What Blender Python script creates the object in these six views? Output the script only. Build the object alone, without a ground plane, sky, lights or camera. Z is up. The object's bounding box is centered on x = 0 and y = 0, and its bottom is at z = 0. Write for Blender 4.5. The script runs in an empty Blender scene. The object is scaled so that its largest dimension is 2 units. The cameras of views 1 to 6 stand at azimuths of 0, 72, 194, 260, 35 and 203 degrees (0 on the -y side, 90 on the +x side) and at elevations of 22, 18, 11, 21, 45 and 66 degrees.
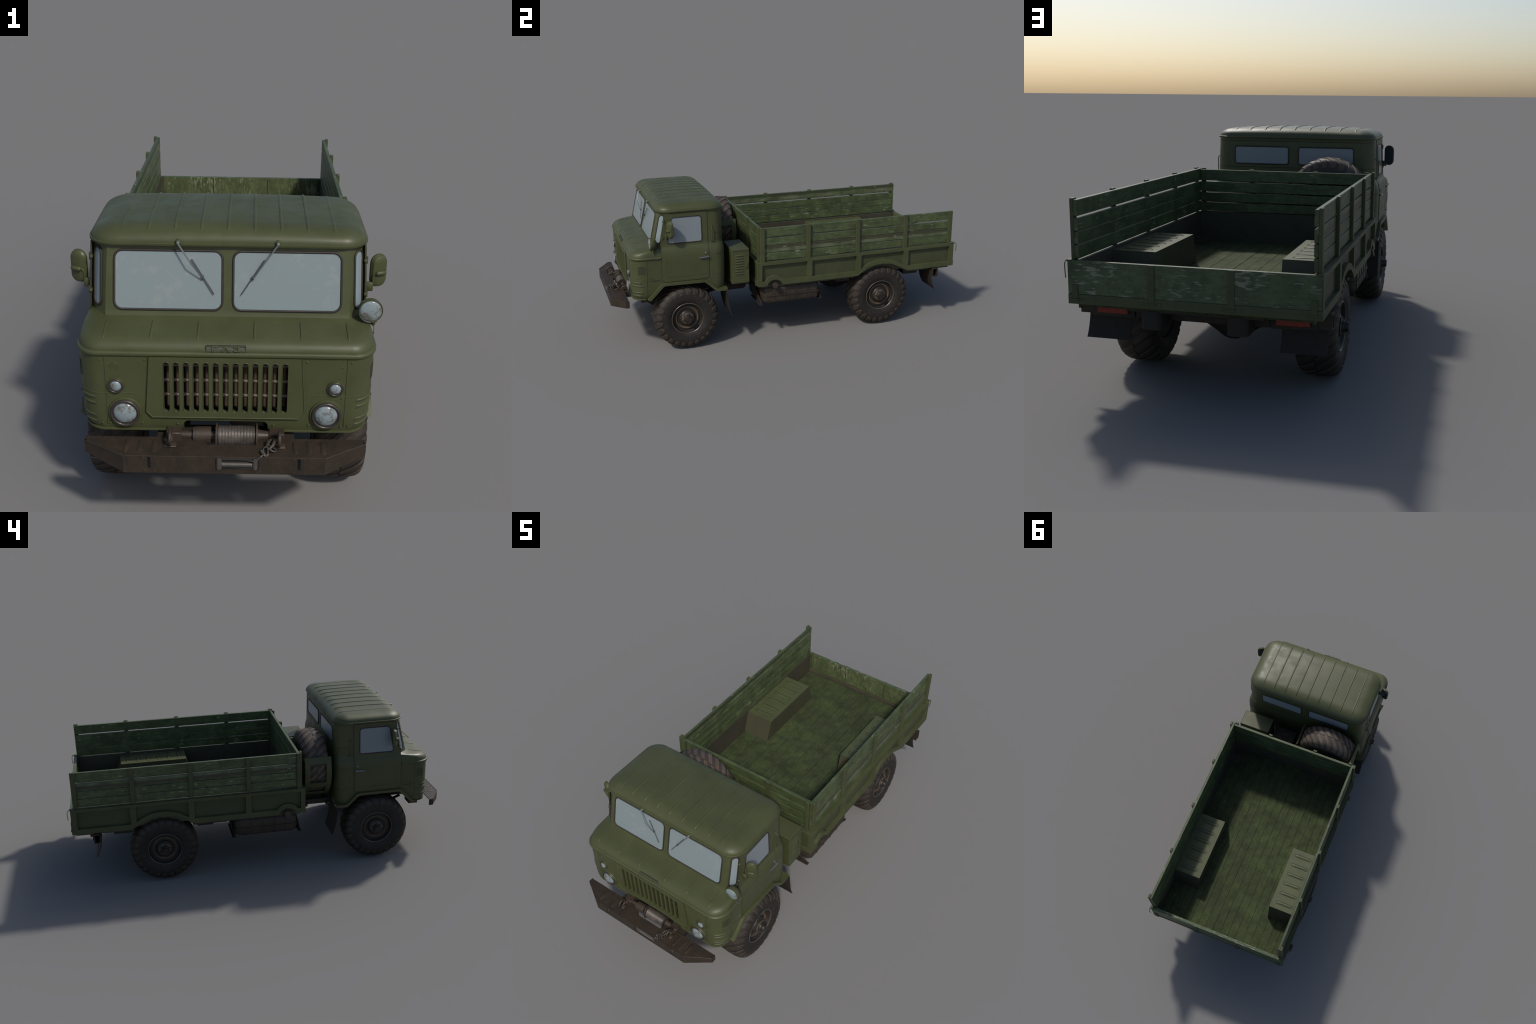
import bpy, bmesh, math, random
from mathutils import Vector, Matrix
from math import sin, cos, pi, radians, sqrt, atan2

random.seed(66)
scene = bpy.context.scene

# ============================================================ materials
def new_mat(name):
    m = bpy.data.materials.new(name)
    m.use_nodes = True
    nt = m.node_tree
    for n in list(nt.nodes):
        nt.nodes.remove(n)
    out = nt.nodes.new('ShaderNodeOutputMaterial')
    bs = nt.nodes.new('ShaderNodeBsdfPrincipled')
    nt.links.new(bs.outputs[0], out.inputs[0])
    return m, nt, bs

def coords(nt, scale=(1, 1, 1), vary=False):
    tc = nt.nodes.new('ShaderNodeTexCoord')
    mp = nt.nodes.new('ShaderNodeMapping')
    mp.inputs['Scale'].default_value = scale
    nt.links.new(tc.outputs['Object'], mp.inputs['Vector'])
    if vary:
        oi = nt.nodes.new('ShaderNodeObjectInfo')
        ml = nt.nodes.new('ShaderNodeMath'); ml.operation = 'MULTIPLY'
        ml.inputs[1].default_value = 7.0
        nt.links.new(oi.outputs['Random'], ml.inputs[0])
        nt.links.new(ml.outputs[0], mp.inputs['Location'])
    return mp.outputs[0]

def noise(nt, vec, scale, detail=4.0, rough=0.6):
    n = nt.nodes.new('ShaderNodeTexNoise')
    n.inputs['Scale'].default_value = scale
    n.inputs['Detail'].default_value = detail
    n.inputs['Roughness'].default_value = rough
    nt.links.new(vec, n.inputs['Vector'])
    return n.outputs['Fac']

def ramp(nt, fac, stops):
    r = nt.nodes.new('ShaderNodeValToRGB')
    el = r.color_ramp.elements
    while len(el) < len(stops):
        el.new(0.5)
    for e, (p, v) in zip(el, stops):
        e.position = p
        e.color = (v, v, v, 1) if not hasattr(v, '__len__') else tuple(v) + (1,)
    nt.links.new(fac, r.inputs[0])
    return r.outputs[0]

def mix(nt, fac, a, b):
    n = nt.nodes.new('ShaderNodeMix')
    n.data_type = 'RGBA'
    for sock, v in ((n.inputs[0], fac), (n.inputs[6], a), (n.inputs[7], b)):
        if isinstance(v, (int, float)):
            sock.default_value = v
        elif hasattr(v, '__len__'):
            sock.default_value = tuple(v) + (1,)
        else:
            nt.links.new(v, sock)
    return n.outputs[2]

def mathn(nt, op, a, b):
    n = nt.nodes.new('ShaderNodeMath'); n.operation = op
    for i, v in enumerate((a, b)):
        if isinstance(v, (int, float)):
            n.inputs[i].default_value = v
        else:
            nt.links.new(v, n.inputs[i])
    return n.outputs[0]

def bump(nt, bs, height, strength=0.2, dist=0.002):
    b = nt.nodes.new('ShaderNodeBump')
    b.inputs['Strength'].default_value = strength
    b.inputs['Distance'].default_value = dist
    nt.links.new(height, b.inputs['Height'])
    nt.links.new(b.outputs[0], bs.inputs['Normal'])

def paint_mat(name, lo, hi, rough=0.5, dirt=None, dirt_amt=0.35, vary=False, spec=0.4):
    """matt lorry paint: soft mottling plus a thin film of dust"""
    m, nt, bs = new_mat(name)
    v = coords(nt, vary=vary)
    big = noise(nt, v, 9, 5)
    fine = noise(nt, v, 160, 3)
    f = mathn(nt, 'ADD', mathn(nt, 'MULTIPLY', big, 0.75), mathn(nt, 'MULTIPLY', fine, 0.25))
    c = mix(nt, ramp(nt, f, [(0.35, 0.0), (0.65, 1.0)]), lo, hi)
    if dirt:
        d = ramp(nt, noise(nt, v, 24, 6, 0.7), [(0.52, 0.0), (0.72, dirt_amt)])
        c = mix(nt, d, c, dirt)
    nt.links.new(c, bs.inputs['Base Color'])
    rr = ramp(nt, noise(nt, v, 16, 5, 0.65), [(0.35, rough - 0.06), (0.65, rough + 0.10)])
    nt.links.new(rr, bs.inputs['Roughness'])
    bs.inputs['Specular IOR Level'].default_value = spec
    bump(nt, bs, fine, 0.05, 0.001)
    return m

def board_mat(name, stretch, lo=(0.050, 0.072, 0.028), hi=(0.096, 0.128, 0.051),
              chip=(0.24, 0.26, 0.16), chip_at=0.63, rough=0.5, spec=0.42, floor=False, wear=None, face=None, stripe=None, stripe_col=(0.045, 0.038, 0.026), dirt=(0.030, 0.028, 0.018)):
    """green paint on planks: grain, chips drawn out along the plank, grime"""
    m, nt, bs = new_mat(name)
    v1 = coords(nt)
    vs = coords(nt, stretch)
    big = noise(nt, v1, 14, 5, 0.65)
    grain = noise(nt, vs, 90, 4, 0.6)
    c = mix(nt, ramp(nt, big, [(0.34, 0.0), (0.66, 1.0)]), lo, hi)
    c = mix(nt, ramp(nt, grain, [(0.42, 0.35), (0.6, 0.0)]), c, dirt)
    d = ramp(nt, noise(nt, v1, 38, 6, 0.75), [(0.52, 0.0), (0.68, 0.6)])
    c = mix(nt, d, c, dirt)
    if stripe:
        axis, a, b = stripe
        sp = nt.nodes.new('ShaderNodeSeparateXYZ')
        tc = nt.nodes.new('ShaderNodeTexCoord')
        nt.links.new(tc.outputs['Object'], sp.inputs[0])
        wob = mathn(nt, 'MULTIPLY', mathn(nt, 'SUBTRACT', noise(nt, vs, 30, 3), 0.5), 0.012)
        z = mathn(nt, 'ADD', sp.outputs[axis], wob)
        mr = nt.nodes.new('ShaderNodeMapRange')
        mr.interpolation_type = 'SMOOTHSTEP'
        nt.links.new(z, mr.inputs[0])
        mid = (a + b) / 2
        t1 = mathn(nt, 'ABSOLUTE', mathn(nt, 'SUBTRACT', z, mid), 0)
        nt.links.new(t1, mr.inputs[0])
        mr.inputs[1].default_value = (b - a) / 2 + 0.004
        mr.inputs[2].default_value = (b - a) / 2 - 0.004
        mr.inputs[3].default_value = 0.0
        mr.inputs[4].default_value = 0.8
        band = mr.outputs[0]
        if face:
            band = mathn(nt, 'MULTIPLY', band, mathn(nt, face[0], sp.outputs[0], face[1]))
        c = mix(nt, band, c, stripe_col)
    ch = mathn(nt, 'ADD', mathn(nt, 'MULTIPLY', noise(nt, vs, 135, 4, 0.55), 0.62),
               mathn(nt, 'MULTIPLY', noise(nt, v1, 11, 3), 0.38))
    k = ramp(nt, ch, [(chip_at - 0.025, 0.0), (chip_at + 0.02, 0.7)])
    c = mix(nt, k, c, chip)
    if floor:
        sp = ramp(nt, noise(nt, v1, 210, 3, 0.6), [(0.63, 0.0), (0.70, 0.55)])
        c = mix(nt, sp, c, chip)
        br = ramp(nt, mathn(nt, 'ADD', mathn(nt, 'MULTIPLY', noise(nt, v1, 5.5, 4, 0.6), 0.7), mathn(nt, 'MULTIPLY', noise(nt, v1, 60, 4, 0.7), 0.3)), [(0.50, 0.0), (0.64, 0.42)])
        c = mix(nt, br, c, (0.040, 0.040, 0.024))
    if wear:
        sx = nt.nodes.new('ShaderNodeSeparateXYZ')
        t2 = nt.nodes.new('ShaderNodeTexCoord')
        nt.links.new(t2.outputs['Object'], sx.inputs[0])
        m2 = nt.nodes.new('ShaderNodeMapRange')
        m2.interpolation_type = 'SMOOTHSTEP'
        nt.links.new(mathn(nt, 'ABSOLUTE', mathn(nt, 'SUBTRACT', sx.outputs[2], (wear[0] + wear[1]) / 2), 0), m2.inputs[0])
        m2.inputs[1].default_value = (wear[1] - wear[0]) / 2 + 0.005
        m2.inputs[2].default_value = (wear[1] - wear[0]) / 2 - 0.005
        m2.inputs[3].default_value = 0.0
        m2.inputs[4].default_value = 1.0
        wn = ramp(nt, mathn(nt, 'ADD', mathn(nt, 'MULTIPLY', noise(nt, vs, 60, 5, 0.7), 0.55), mathn(nt, 'MULTIPLY', noise(nt, v1, 6, 2), 0.45)), [(0.42, 0.0), (0.60, 0.65)])
        wm = mathn(nt, 'MULTIPLY', m2.outputs[0], wn)
        if face:
            wm = mathn(nt, 'MULTIPLY', wm, mathn(nt, face[0], sx.outputs[0], face[1]))
        c = mix(nt, wm, c, (0.165, 0.175, 0.115))
    nt.links.new(c, bs.inputs['Base Color'])
    bs.inputs['Roughness'].default_value = rough
    bs.inputs['Specular IOR Level'].default_value = spec
    bump(nt, bs, grain, 0.35, 0.002)
    return m

def rust_mat(name, lo, hi, rust, amt=0.6, rough=0.6, metal=0.0, vary=False, scale=1.0):
    m, nt, bs = new_mat(name)
    v = coords(nt, vary=vary)
    a = noise(nt, v, 20 * scale, 6, 0.7)
    b = noise(nt, v, 75 * scale, 6, 0.75)
    c = mix(nt, ramp(nt, a, [(0.35, 0.0), (0.65, 1.0)]), lo, hi)
    c = mix(nt, ramp(nt, b, [(0.48, 0.0), (0.66, amt)]), c, rust)
    nt.links.new(c, bs.inputs['Base Color'])
    bs.inputs['Roughness'].default_value = rough
    bs.inputs['Metallic'].default_value = metal
    bs.inputs['Specular IOR Level'].default_value = 0.35
    bump(nt, bs, b, 0.25, 0.002)
    return m

def plain_mat(name, col, rough=0.5, metal=0.0, spec=0.5):
    m, nt, bs = new_mat(name)
    v = coords(nt)
    f = noise(nt, v, 60, 4)
    c = mix(nt, ramp(nt, f, [(0.3, 0.0), (0.7, 1.0)]), tuple(x * 0.85 for x in col), tuple(min(1, x * 1.12) for x in col))
    nt.links.new(c, bs.inputs['Base Color'])
    bs.inputs['Roughness'].default_value = rough
    bs.inputs['Metallic'].default_value = metal
    bs.inputs['Specular IOR Level'].default_value = spec
    return m

def glass_mat(name, col, dust, at=0.56):
    """opaque milky pane with dust patches"""
    m, nt, bs = new_mat(name)
    v = coords(nt)
    f = mathn(nt, 'ADD', mathn(nt, 'MULTIPLY', noise(nt, v, 9, 3), 0.55),
              mathn(nt, 'MULTIPLY', noise(nt, v, 45, 6, 0.7), 0.45))
    k = ramp(nt, f, [(at - 0.02, 0.0), (at + 0.06, 0.8)])
    nt.links.new(mix(nt, k, col, dust), bs.inputs['Base Color'])
    bs.inputs['Roughness'].default_value = 0.22
    bs.inputs['Specular IOR Level'].default_value = 0.35
    return m

def lens_mat(name):
    m, nt, bs = new_mat(name)
    v = coords(nt)
    f = mathn(nt, 'ADD', mathn(nt, 'MULTIPLY', noise(nt, v, 32, 3), 0.6),
              mathn(nt, 'MULTIPLY', noise(nt, v, 180, 5, 0.7), 0.4))
    k = ramp(nt, f, [(0.47, 0.0), (0.58, 0.85)])
    nt.links.new(mix(nt, k, (0.225, 0.275, 0.29), (0.105, 0.092, 0.075)), bs.inputs['Base Color'])
    bs.inputs['Roughness'].default_value = 0.2
    return m

OLIVE_LO, OLIVE_HI = (0.055, 0.062, 0.0245), (0.068, 0.076, 0.031)
M = {}
M['cab'] = paint_mat('cab_olive_paint', OLIVE_LO, OLIVE_HI, 0.42, (0.044, 0.046, 0.026), 0.35)
M['roof'] = paint_mat('roof_olive_paint', OLIVE_LO, OLIVE_HI, 0.42, (0.044, 0.046, 0.027), 0.45)
M['groove'] = plain_mat('groove_shadow_paint', (0.030, 0.031, 0.019), 0.7)
M['frame'] = paint_mat('bed_frame_paint', (0.050, 0.058, 0.0235), (0.066, 0.076, 0.031), 0.55, (0.035, 0.035, 0.02), 0.45)
M['panel'] = paint_mat('bed_panel_paint', (0.0452, 0.0522, 0.0226), (0.0574, 0.0644, 0.0278), 0.55, (0.0305, 0.0278, 0.0174), 0.4)
M['side_board'] = board_mat('side_board_paint', (1, 0.2, 1), chip_at=0.615)
M['side_board_stripe'] = board_mat('side_board_streaked_paint', (1, 0.2, 1), stripe=(2, 0.524, 0.545), chip_at=0.63, wear=(0.505, 0.523), face=('GREATER_THAN', 0.378))
M['side_board_far'] = board_mat('side_board_streaked_low_paint', (1, 0.2, 1), stripe=(2, 0.550, 0.568), chip_at=0.63, wear=(0.570, 0.585), face=('LESS_THAN', -0.378))
M['side_board_dark_top'] = board_mat('side_board_dark_top_paint', (1, 0.2, 1), stripe=(2, 0.623, 0.650), chip_at=0.62, wear=(0.600, 0.620), face=('GREATER_THAN', -0.378), stripe_col=(0.036, 0.048, 0.022))
M['front_board'] = board_mat('front_board_paint', (0.2, 1, 1), chip_at=0.66)
M['tailgate'] = board_mat('tailgate_paint', (0.22, 1, 1), lo=(0.056, 0.086, 0.036), hi=(0.092, 0.130, 0.056), chip_at=0.59, chip=(0.24, 0.25, 0.18))
M['tailgate_inner'] = board_mat('tailgate_inner_paint', (1, 1, 0.2), lo=(0.072, 0.096, 0.040), hi=(0.120, 0.150, 0.062), chip_at=0.595, chip=(0.24, 0.25, 0.16))  # base green lightened to carry the light falling on the inner face
M['floor'] = board_mat('floor_plank_paint', (1, 0.25, 1), lo=(0.034, 0.048, 0.020), hi=(0.066, 0.092, 0.034),
                       chip=(0.16, 0.17, 0.11), chip_at=0.655, rough=0.8, spec=0.15, floor=True)
M['inner'] = paint_mat('bed_inner_brown', (0.048, 0.044, 0.028), (0.062, 0.056, 0.036), 0.65, (0.03, 0.026, 0.018), 0.5)
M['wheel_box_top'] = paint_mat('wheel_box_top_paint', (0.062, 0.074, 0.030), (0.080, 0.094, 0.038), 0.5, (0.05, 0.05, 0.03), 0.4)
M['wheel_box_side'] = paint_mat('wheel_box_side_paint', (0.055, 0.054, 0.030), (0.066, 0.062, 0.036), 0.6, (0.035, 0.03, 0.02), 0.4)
M['rust'] = rust_mat('bumper_rusty_steel', (0.0204, 0.0163, 0.0122), (0.0354, 0.0258, 0.0177), (0.0646, 0.0374, 0.0190), 0.5, 0.55)
M['chassis'] = rust_mat('chassis_dirty_steel', (0.0182, 0.0154, 0.0126), (0.0322, 0.0252, 0.0196), (0.0560, 0.0350, 0.0196), 0.4, 0.65)
M['tank'] = rust_mat('tank_dirty_steel', (0.0265, 0.0226, 0.0187), (0.0468, 0.0359, 0.0265), (0.0858, 0.0484, 0.0234), 0.5, 0.5)
M['winch'] = rust_mat('winch_brown_steel', (0.0360, 0.0276, 0.0216), (0.0600, 0.0450, 0.0336), (0.0720, 0.0420, 0.0210), 0.5, 0.45, 0.15)
M['cable'] = rust_mat('steel_cable', (0.0720, 0.0600, 0.0510), (0.1560, 0.1380, 0.1200), (0.0600, 0.0420, 0.0300), 0.5, 0.4, 0.4)
M['tyre'] = rust_mat('tyre_rubber', (0.0140, 0.0130, 0.0120), (0.0220, 0.0190, 0.0165), (0.052, 0.036, 0.025), 0.55, 0.62, vary=True, scale=1.1)
M['lug'] = rust_mat('tyre_lug_muddy', (0.0230, 0.0195, 0.0170), (0.0400, 0.0310, 0.0240), (0.070, 0.047, 0.030), 0.6, 0.6, vary=True, scale=1.2)
M['mud'] = rust_mat('tyre_dry_mud', (0.0680, 0.0440, 0.0272), (0.0960, 0.0624, 0.0384), (0.0480, 0.0336, 0.0240), 0.5, 0.75, vary=True)
M['spare_lug'] = rust_mat('spare_tyre_lug_muddy', (0.075, 0.054, 0.038), (0.125, 0.085, 0.057), (0.055, 0.048, 0.045), 0.6, 0.6)
M['spare_gap'] = rust_mat('spare_tyre_groove_rubber', (0.036, 0.033, 0.033), (0.050, 0.044, 0.040), (0.075, 0.053, 0.038), 0.6, 0.6)
M['rim'] = rust_mat('rim_dark_steel', (0.0161, 0.0155, 0.0149), (0.0260, 0.0223, 0.0192), (0.0465, 0.0310, 0.0198), 0.5, 0.45, 0.0, True)
M['rim_mud'] = rust_mat('rim_brown_dirt', (0.0759, 0.0527, 0.0355), (0.1114, 0.0759, 0.0477), (0.0506, 0.0405, 0.0304), 0.5, 0.6, 0.0, True)
M['radiator'] = rust_mat('radiator_brown', (0.085, 0.058, 0.042), (0.12, 0.08, 0.055), (0.06, 0.045, 0.035), 0.5, 0.5)
M['radiator_bar'] = rust_mat('radiator_bar_metal', (0.20, 0.16, 0.13), (0.27, 0.22, 0.18), (0.12, 0.08, 0.06), 0.5, 0.4, 0.2)
M['badge'] = plain_mat('badge_dirty_olive', (0.048, 0.050, 0.029), 0.6)
M['edge'] = plain_mat('rim_painted_highlight', (0.11, 0.09, 0.07), 0.35, 0.2)  # pale tint paints the glint on the rim flange
M['glass'] = glass_mat('milky_window_glass', (0.212, 0.258, 0.27), (0.26, 0.285, 0.285))
M['glass_side'] = glass_mat('side_window_glass', (0.2120, 0.2438, 0.2650), (0.2438, 0.2650, 0.2756), 0.6)
M['lens'] = lens_mat('dirty_lamp_lens')
M['red'] = rust_mat('red_lamp_plastic', (0.20, 0.022, 0.012), (0.27, 0.032, 0.018), (0.07, 0.03, 0.02), 0.55, 0.35)
M['gasket'] = plain_mat('window_rubber', (0.026, 0.021, 0.018), 0.6)
M['ring'] = plain_mat('lamp_ring_brown_metal', (0.048, 0.039, 0.034), 0.35, 0.2)
M['chrome'] = plain_mat('polished_steel', (0.2380, 0.2520, 0.2660), 0.28, 0.7)
M['black'] = plain_mat('black_void', (0.010, 0.009, 0.008), 0.8, spec=0.1)
M['rubber'] = plain_mat('mudflap_rubber', (0.0285, 0.0240, 0.0203), 0.7, spec=0.25)
M['mirror'] = plain_mat('mirror_glass', (0.06, 0.07, 0.08), 0.08, 0.6)
M['roller'] = plain_mat('roller_steel', (0.13, 0.12, 0.11), 0.35, 0.6)
M['wiper_arm'] = plain_mat('wiper_arm_steel', (0.16, 0.18, 0.19), 0.4, 0.3)
M['wiper'] = plain_mat('wiper_rubber', (0.055, 0.058, 0.058), 0.5)

# ============================================================ helpers
ROOT = bpy.data.objects.new('military_truck', None)
ROOT.empty_display_size = 0.2
scene.collection.objects.link(ROOT)
ROOT['label'] = 'olive green army lorry with open wooden cargo bed'
ROOT['category'] = 'military truck'

def add_obj(name, me, parent=None, loc=None, rot=None, kind=None):
    o = bpy.data.objects.new(name, me)
    scene.collection.objects.link(o)
    o.parent = parent or ROOT
    if loc is not None:
        o.location = loc
    if rot is not None:
        o.rotation_euler = rot
    if kind:
        o['kind'] = kind
    return o

def to_mesh(bm, name, mats, angle=34):
    bmesh.ops.recalc_face_normals(bm, faces=bm.faces)
    lim = radians(angle)
    for f in bm.faces:
        f.smooth = True
    for e in bm.edges:
        e.smooth = not (len(e.link_faces) != 2 or e.calc_face_angle(0) > lim)
    me = bpy.data.meshes.new(name)
    bm.to_mesh(me)
    bm.free()
    for m in (mats if isinstance(mats, (list, tuple)) else [mats]):
        me.materials.append(M[m])
    return me

def build(name, bm, mats, parent=None, angle=34, **k):
    return add_obj(name, to_mesh(bm, name, mats, angle), parent, **k)

def bm_box(bm, x0, x1, y0, y1, z0, z1, bev=0.0, mi=0, mat4=None, seg=1):
    vs = [bm.verts.new((x, y, z)) for x in (x0, x1) for y in (y0, y1) for z in (z0, z1)]
    fs = []
    for q in ((0, 1, 3, 2), (4, 6, 7, 5), (0, 4, 5, 1), (2, 3, 7, 6), (0, 2, 6, 4), (1, 5, 7, 3)):
        f = bm.faces.new([vs[i] for i in q]); f.material_index = mi; fs.append(f)
    if mat4 is not None:
        bmesh.ops.transform(bm, matrix=mat4, verts=vs)
    if bev > 0:
        es = set(e for f in fs for e in f.edges)
        bmesh.ops.bevel(bm, geom=list(es), offset=bev, segments=seg, affect='EDGES', profile=0.6, material=-1)

def box(name, x0, x1, y0, y1, z0, z1, mat, parent=None, bev=0.0015, **k):
    bm = bmesh.new()
    bm_box(bm, x0, x1, y0, y1, z0, z1, bev)
    return build(name, bm, mat, parent, **k)

def bm_loft(bm, rings, closed=True, caps=True, mi=0):
    rv = [[bm.verts.new(p) for p in r] for r in rings]
    n = len(rings[0])
    for a, b in zip(rv, rv[1:]):
        for i in range(n if closed else n - 1):
            j = (i + 1) % n
            try:
                f = bm.faces.new((a[i], a[j], b[j], b[i])); f.material_index = mi
            except ValueError:
                pass
    if caps:
        for r in (rv[0], rv[-1]):
            try:
                f = bm.faces.new(r); f.material_index = mi
            except ValueError:
                pass
    return rv

def bm_tube(bm, path, r, seg=8, closed=False, mi=0, caps=True):
    P = [Vector(p) for p in path]
    n = len(P)
    rad = r if hasattr(r, '__len__') else [r] * n
    up = None
    rings = []
    for i in range(n):
        if closed:
            t = (P[(i + 1) % n] - P[i - 1])
        else:
            t = P[min(i + 1, n - 1)] - P[max(i - 1, 0)]
        t.normalize()
        if up is None:
            up = Vector((0, 0, 1)) if abs(t.z) < 0.9 else Vector((1, 0, 0))
        s = t.cross(up); s.normalize()
        up = s.cross(t); up.normalize()
        rings.append([P[i] + s * rad[i] * cos(2 * pi * k / seg) + up * rad[i] * sin(2 * pi * k / seg) for k in range(seg)])
    if closed:
        rings.append(rings[0])
        rv = bm_loft(bm, rings[:-1], True, False, mi)
        a, b = rv[-1], rv[0]
        # find best twist offset
        off = min(range(seg), key=lambda o: sum((a[k].co - b[(k + o) % seg].co).length for k in range(seg)))
        for k in range(seg):
            j = (k + 1) % seg
            f = bm.faces.new((a[k], a[j], b[(j + off) % seg], b[(k + off) % seg])); f.material_index = mi
    else:
        bm_loft(bm, rings, True, caps, mi)

def tube(name, path, r, mat, parent=None, seg=8, closed=False, **k):
    bm = bmesh.new()
    bm_tube(bm, path, r, seg, closed)
    return build(name, bm, mat, parent, 50, **k)

def bm_cyl(bm, p0, p1, r, seg=24, r2=None, mi=0):
    bm_tube(bm, [p0, p1], [r, r if r2 is None else r2], seg, mi=mi)

def bm_revolve(bm, prof, axis, origin, seg=32, mi=None):
    """prof: (radius, height along axis); axis 'x','y','z' or signed"""
    o = Vector(origin)
    sgn = -1 if axis.startswith('-') else 1
    ax = axis[-1]
    rings = []
    for r, h in prof:
        ring = []
        for k in range(seg):
            a = 2 * pi * k / seg
            c, s = r * cos(a), r * sin(a)
            h2 = h * sgn
            v = {'x': (h2, c, s), 'y': (c, h2, s), 'z': (c, s, h2)}[ax]
            ring.append(o + Vector(v))
        rings.append(ring)
    rv = [[bm.verts.new(p) for p in r] for r in rings]
    for i, (a, b) in enumerate(zip(rv, rv[1:])):
        for k in range(seg):
            j = (k + 1) % seg
            f = bm.faces.new((a[k], a[j], b[j], b[k]))
            f.material_index = mi[i] if mi else 0
    for idx, r in ((0, rv[0]), (-1, rv[-1])):
        f = bm.faces.new(r)
        f.material_index = mi[idx] if mi else 0
    bmesh.ops.remove_doubles(bm, verts=[v for r in rv for v in r], dist=1e-6)

def revolve(name, prof, axis, origin, mat, parent=None, seg=32, mi=None, angle=34, **k):
    bm = bmesh.new()
    bm_revolve(bm, prof, axis, origin, seg, mi)
    return build(name, bm, mat, parent, angle, **k)

def round_poly(pts, r, seg=6):
    """round the corners of a 2D polygon; r single or one per corner"""
    n = len(pts)
    out = []
    for i in range(n):
        p = Vector(pts[i]); a = Vector(pts[i - 1]); b = Vector(pts[(i + 1) % n])
        ri = r[i] if hasattr(r, '__len__') else r
        if ri <= 0:
            out.append(tuple(p)); continue
        u = (a - p); v = (b - p)
        lu, lv = u.length, v.length
        u.normalize(); v.normalize()
        ang = u.angle(v)
        d = min(ri / math.tan(ang / 2), lu * 0.49, lv * 0.49)
        rr = d * math.tan(ang / 2)
        c = p + (u + v).normalized() * (rr / sin(ang / 2))
        s = p + u * d - c; e = p + v * d - c
        a0 = atan2(s.y, s.x); a1 = atan2(e.y, e.x)
        da = (a1 - a0 + pi) % (2 * pi) - pi
        for k in range(seg + 1):
            t = a0 + da * k / seg
            out.append((c.x + rr * cos(t), c.y + rr * sin(t)))
    return out

def rect(a0, a1, b0, b1, r=0.0, seg=5):
    p = [(a0, b0), (a1, b0), (a1, b1), (a0, b1)]
    return round_poly(p, r, seg) if r > 0 else p

def bm_panel(bm, outer, holes, fn, h0, h1, cuts=None, mi=0):
    """flat outline with holes, given depth h0..h1; fn(a, b, h) -> 3D point. cuts: list of (axis, value) to split faces"""
    t = bmesh.new()
    for loop in [outer] + list(holes):
        vs = [t.verts.new((p[0], p[1], 0)) for p in loop]
        for i in range(len(vs)):
            t.edges.new((vs[i], vs[(i + 1) % len(vs)]))
    bmesh.ops.triangle_fill(t, edges=t.edges[:], use_beauty=True, use_dissolve=False)
    if holes:   # drop triangles that landed in a hole
        def inside(p, loop):
            c = False
            j = len(loop) - 1
            for i in range(len(loop)):
                xi, yi = loop[i][:2]; xj, yj = loop[j][:2]
                if (yi > p.y) != (yj > p.y) and p.x < (xj - xi) * (p.y - yi) / (yj - yi) + xi:
                    c = not c
                j = i
            return c
        kill = [f for f in t.faces if any(inside(f.calc_center_median(), h) for h in holes)]
        bmesh.ops.delete(t, geom=kill, context='FACES')
    for ax, val in (cuts or []):
        co = (val, 0, 0) if ax == 0 else (0, val, 0)
        no = (1, 0, 0) if ax == 0 else (0, 1, 0)
        bmesh.ops.bisect_plane(t, geom=t.verts[:] + t.edges[:] + t.faces[:], plane_co=co, plane_no=no)
    t.verts.index_update()
    flat = [(v.co.x, v.co.y) for v in t.verts]
    lo = [bm.verts.new(fn(a, b, h0)) for a, b in flat]
    hi = [bm.verts.new(fn(a, b, h1)) for a, b in flat]
    for f in t.faces:
        ix = [v.index for v in f.verts]
        for s, q in ((lo, ix), (hi, ix[::-1])):
            g = bm.faces.new([s[i] for i in q]); g.material_index = mi
    for e in t.edges:
        if len(e.link_faces) == 1:
            i, j = e.verts[0].index, e.verts[1].index
            g = bm.faces.new((lo[i], lo[j], hi[j], hi[i])); g.material_index = mi
    t.free()

def panel(name, outer, holes, fn, h0, h1, mat, parent=None, cuts=None, angle=34, **k):
    bm = bmesh.new()
    bm_panel(bm, outer, holes, fn, h0, h1, cuts)
    return build(name, bm, mat, parent, angle, **k)

def arc_pts(c, r, a0, a1, n, ry=None):
    ry = r if ry is None else ry
    return [(c[0] + r * cos(radians(a0 + (a1 - a0) * i / n)), c[1] + ry * sin(radians(a0 + (a1 - a0) * i / n))) for i in range(n + 1)]

def interp(tab, z):
    if z <= tab[0][0]:
        return tab[0][1]
    for (a, va), (b, vb) in zip(tab, tab[1:]):
        if z <= b:
            return va + (vb - va) * (z - a) / (b - a)
    return tab[-1][1]

FX = lambda s: (lambda a, b, h: (s * h, a, b))      # (y,z) plane, depth along x
FY = lambda a, b, h: (a, h, b)                      # (x,z) plane, depth along y
FZ = lambda a, b, h: (a, b, h)                      # (x,y) plane, depth along z

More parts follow.
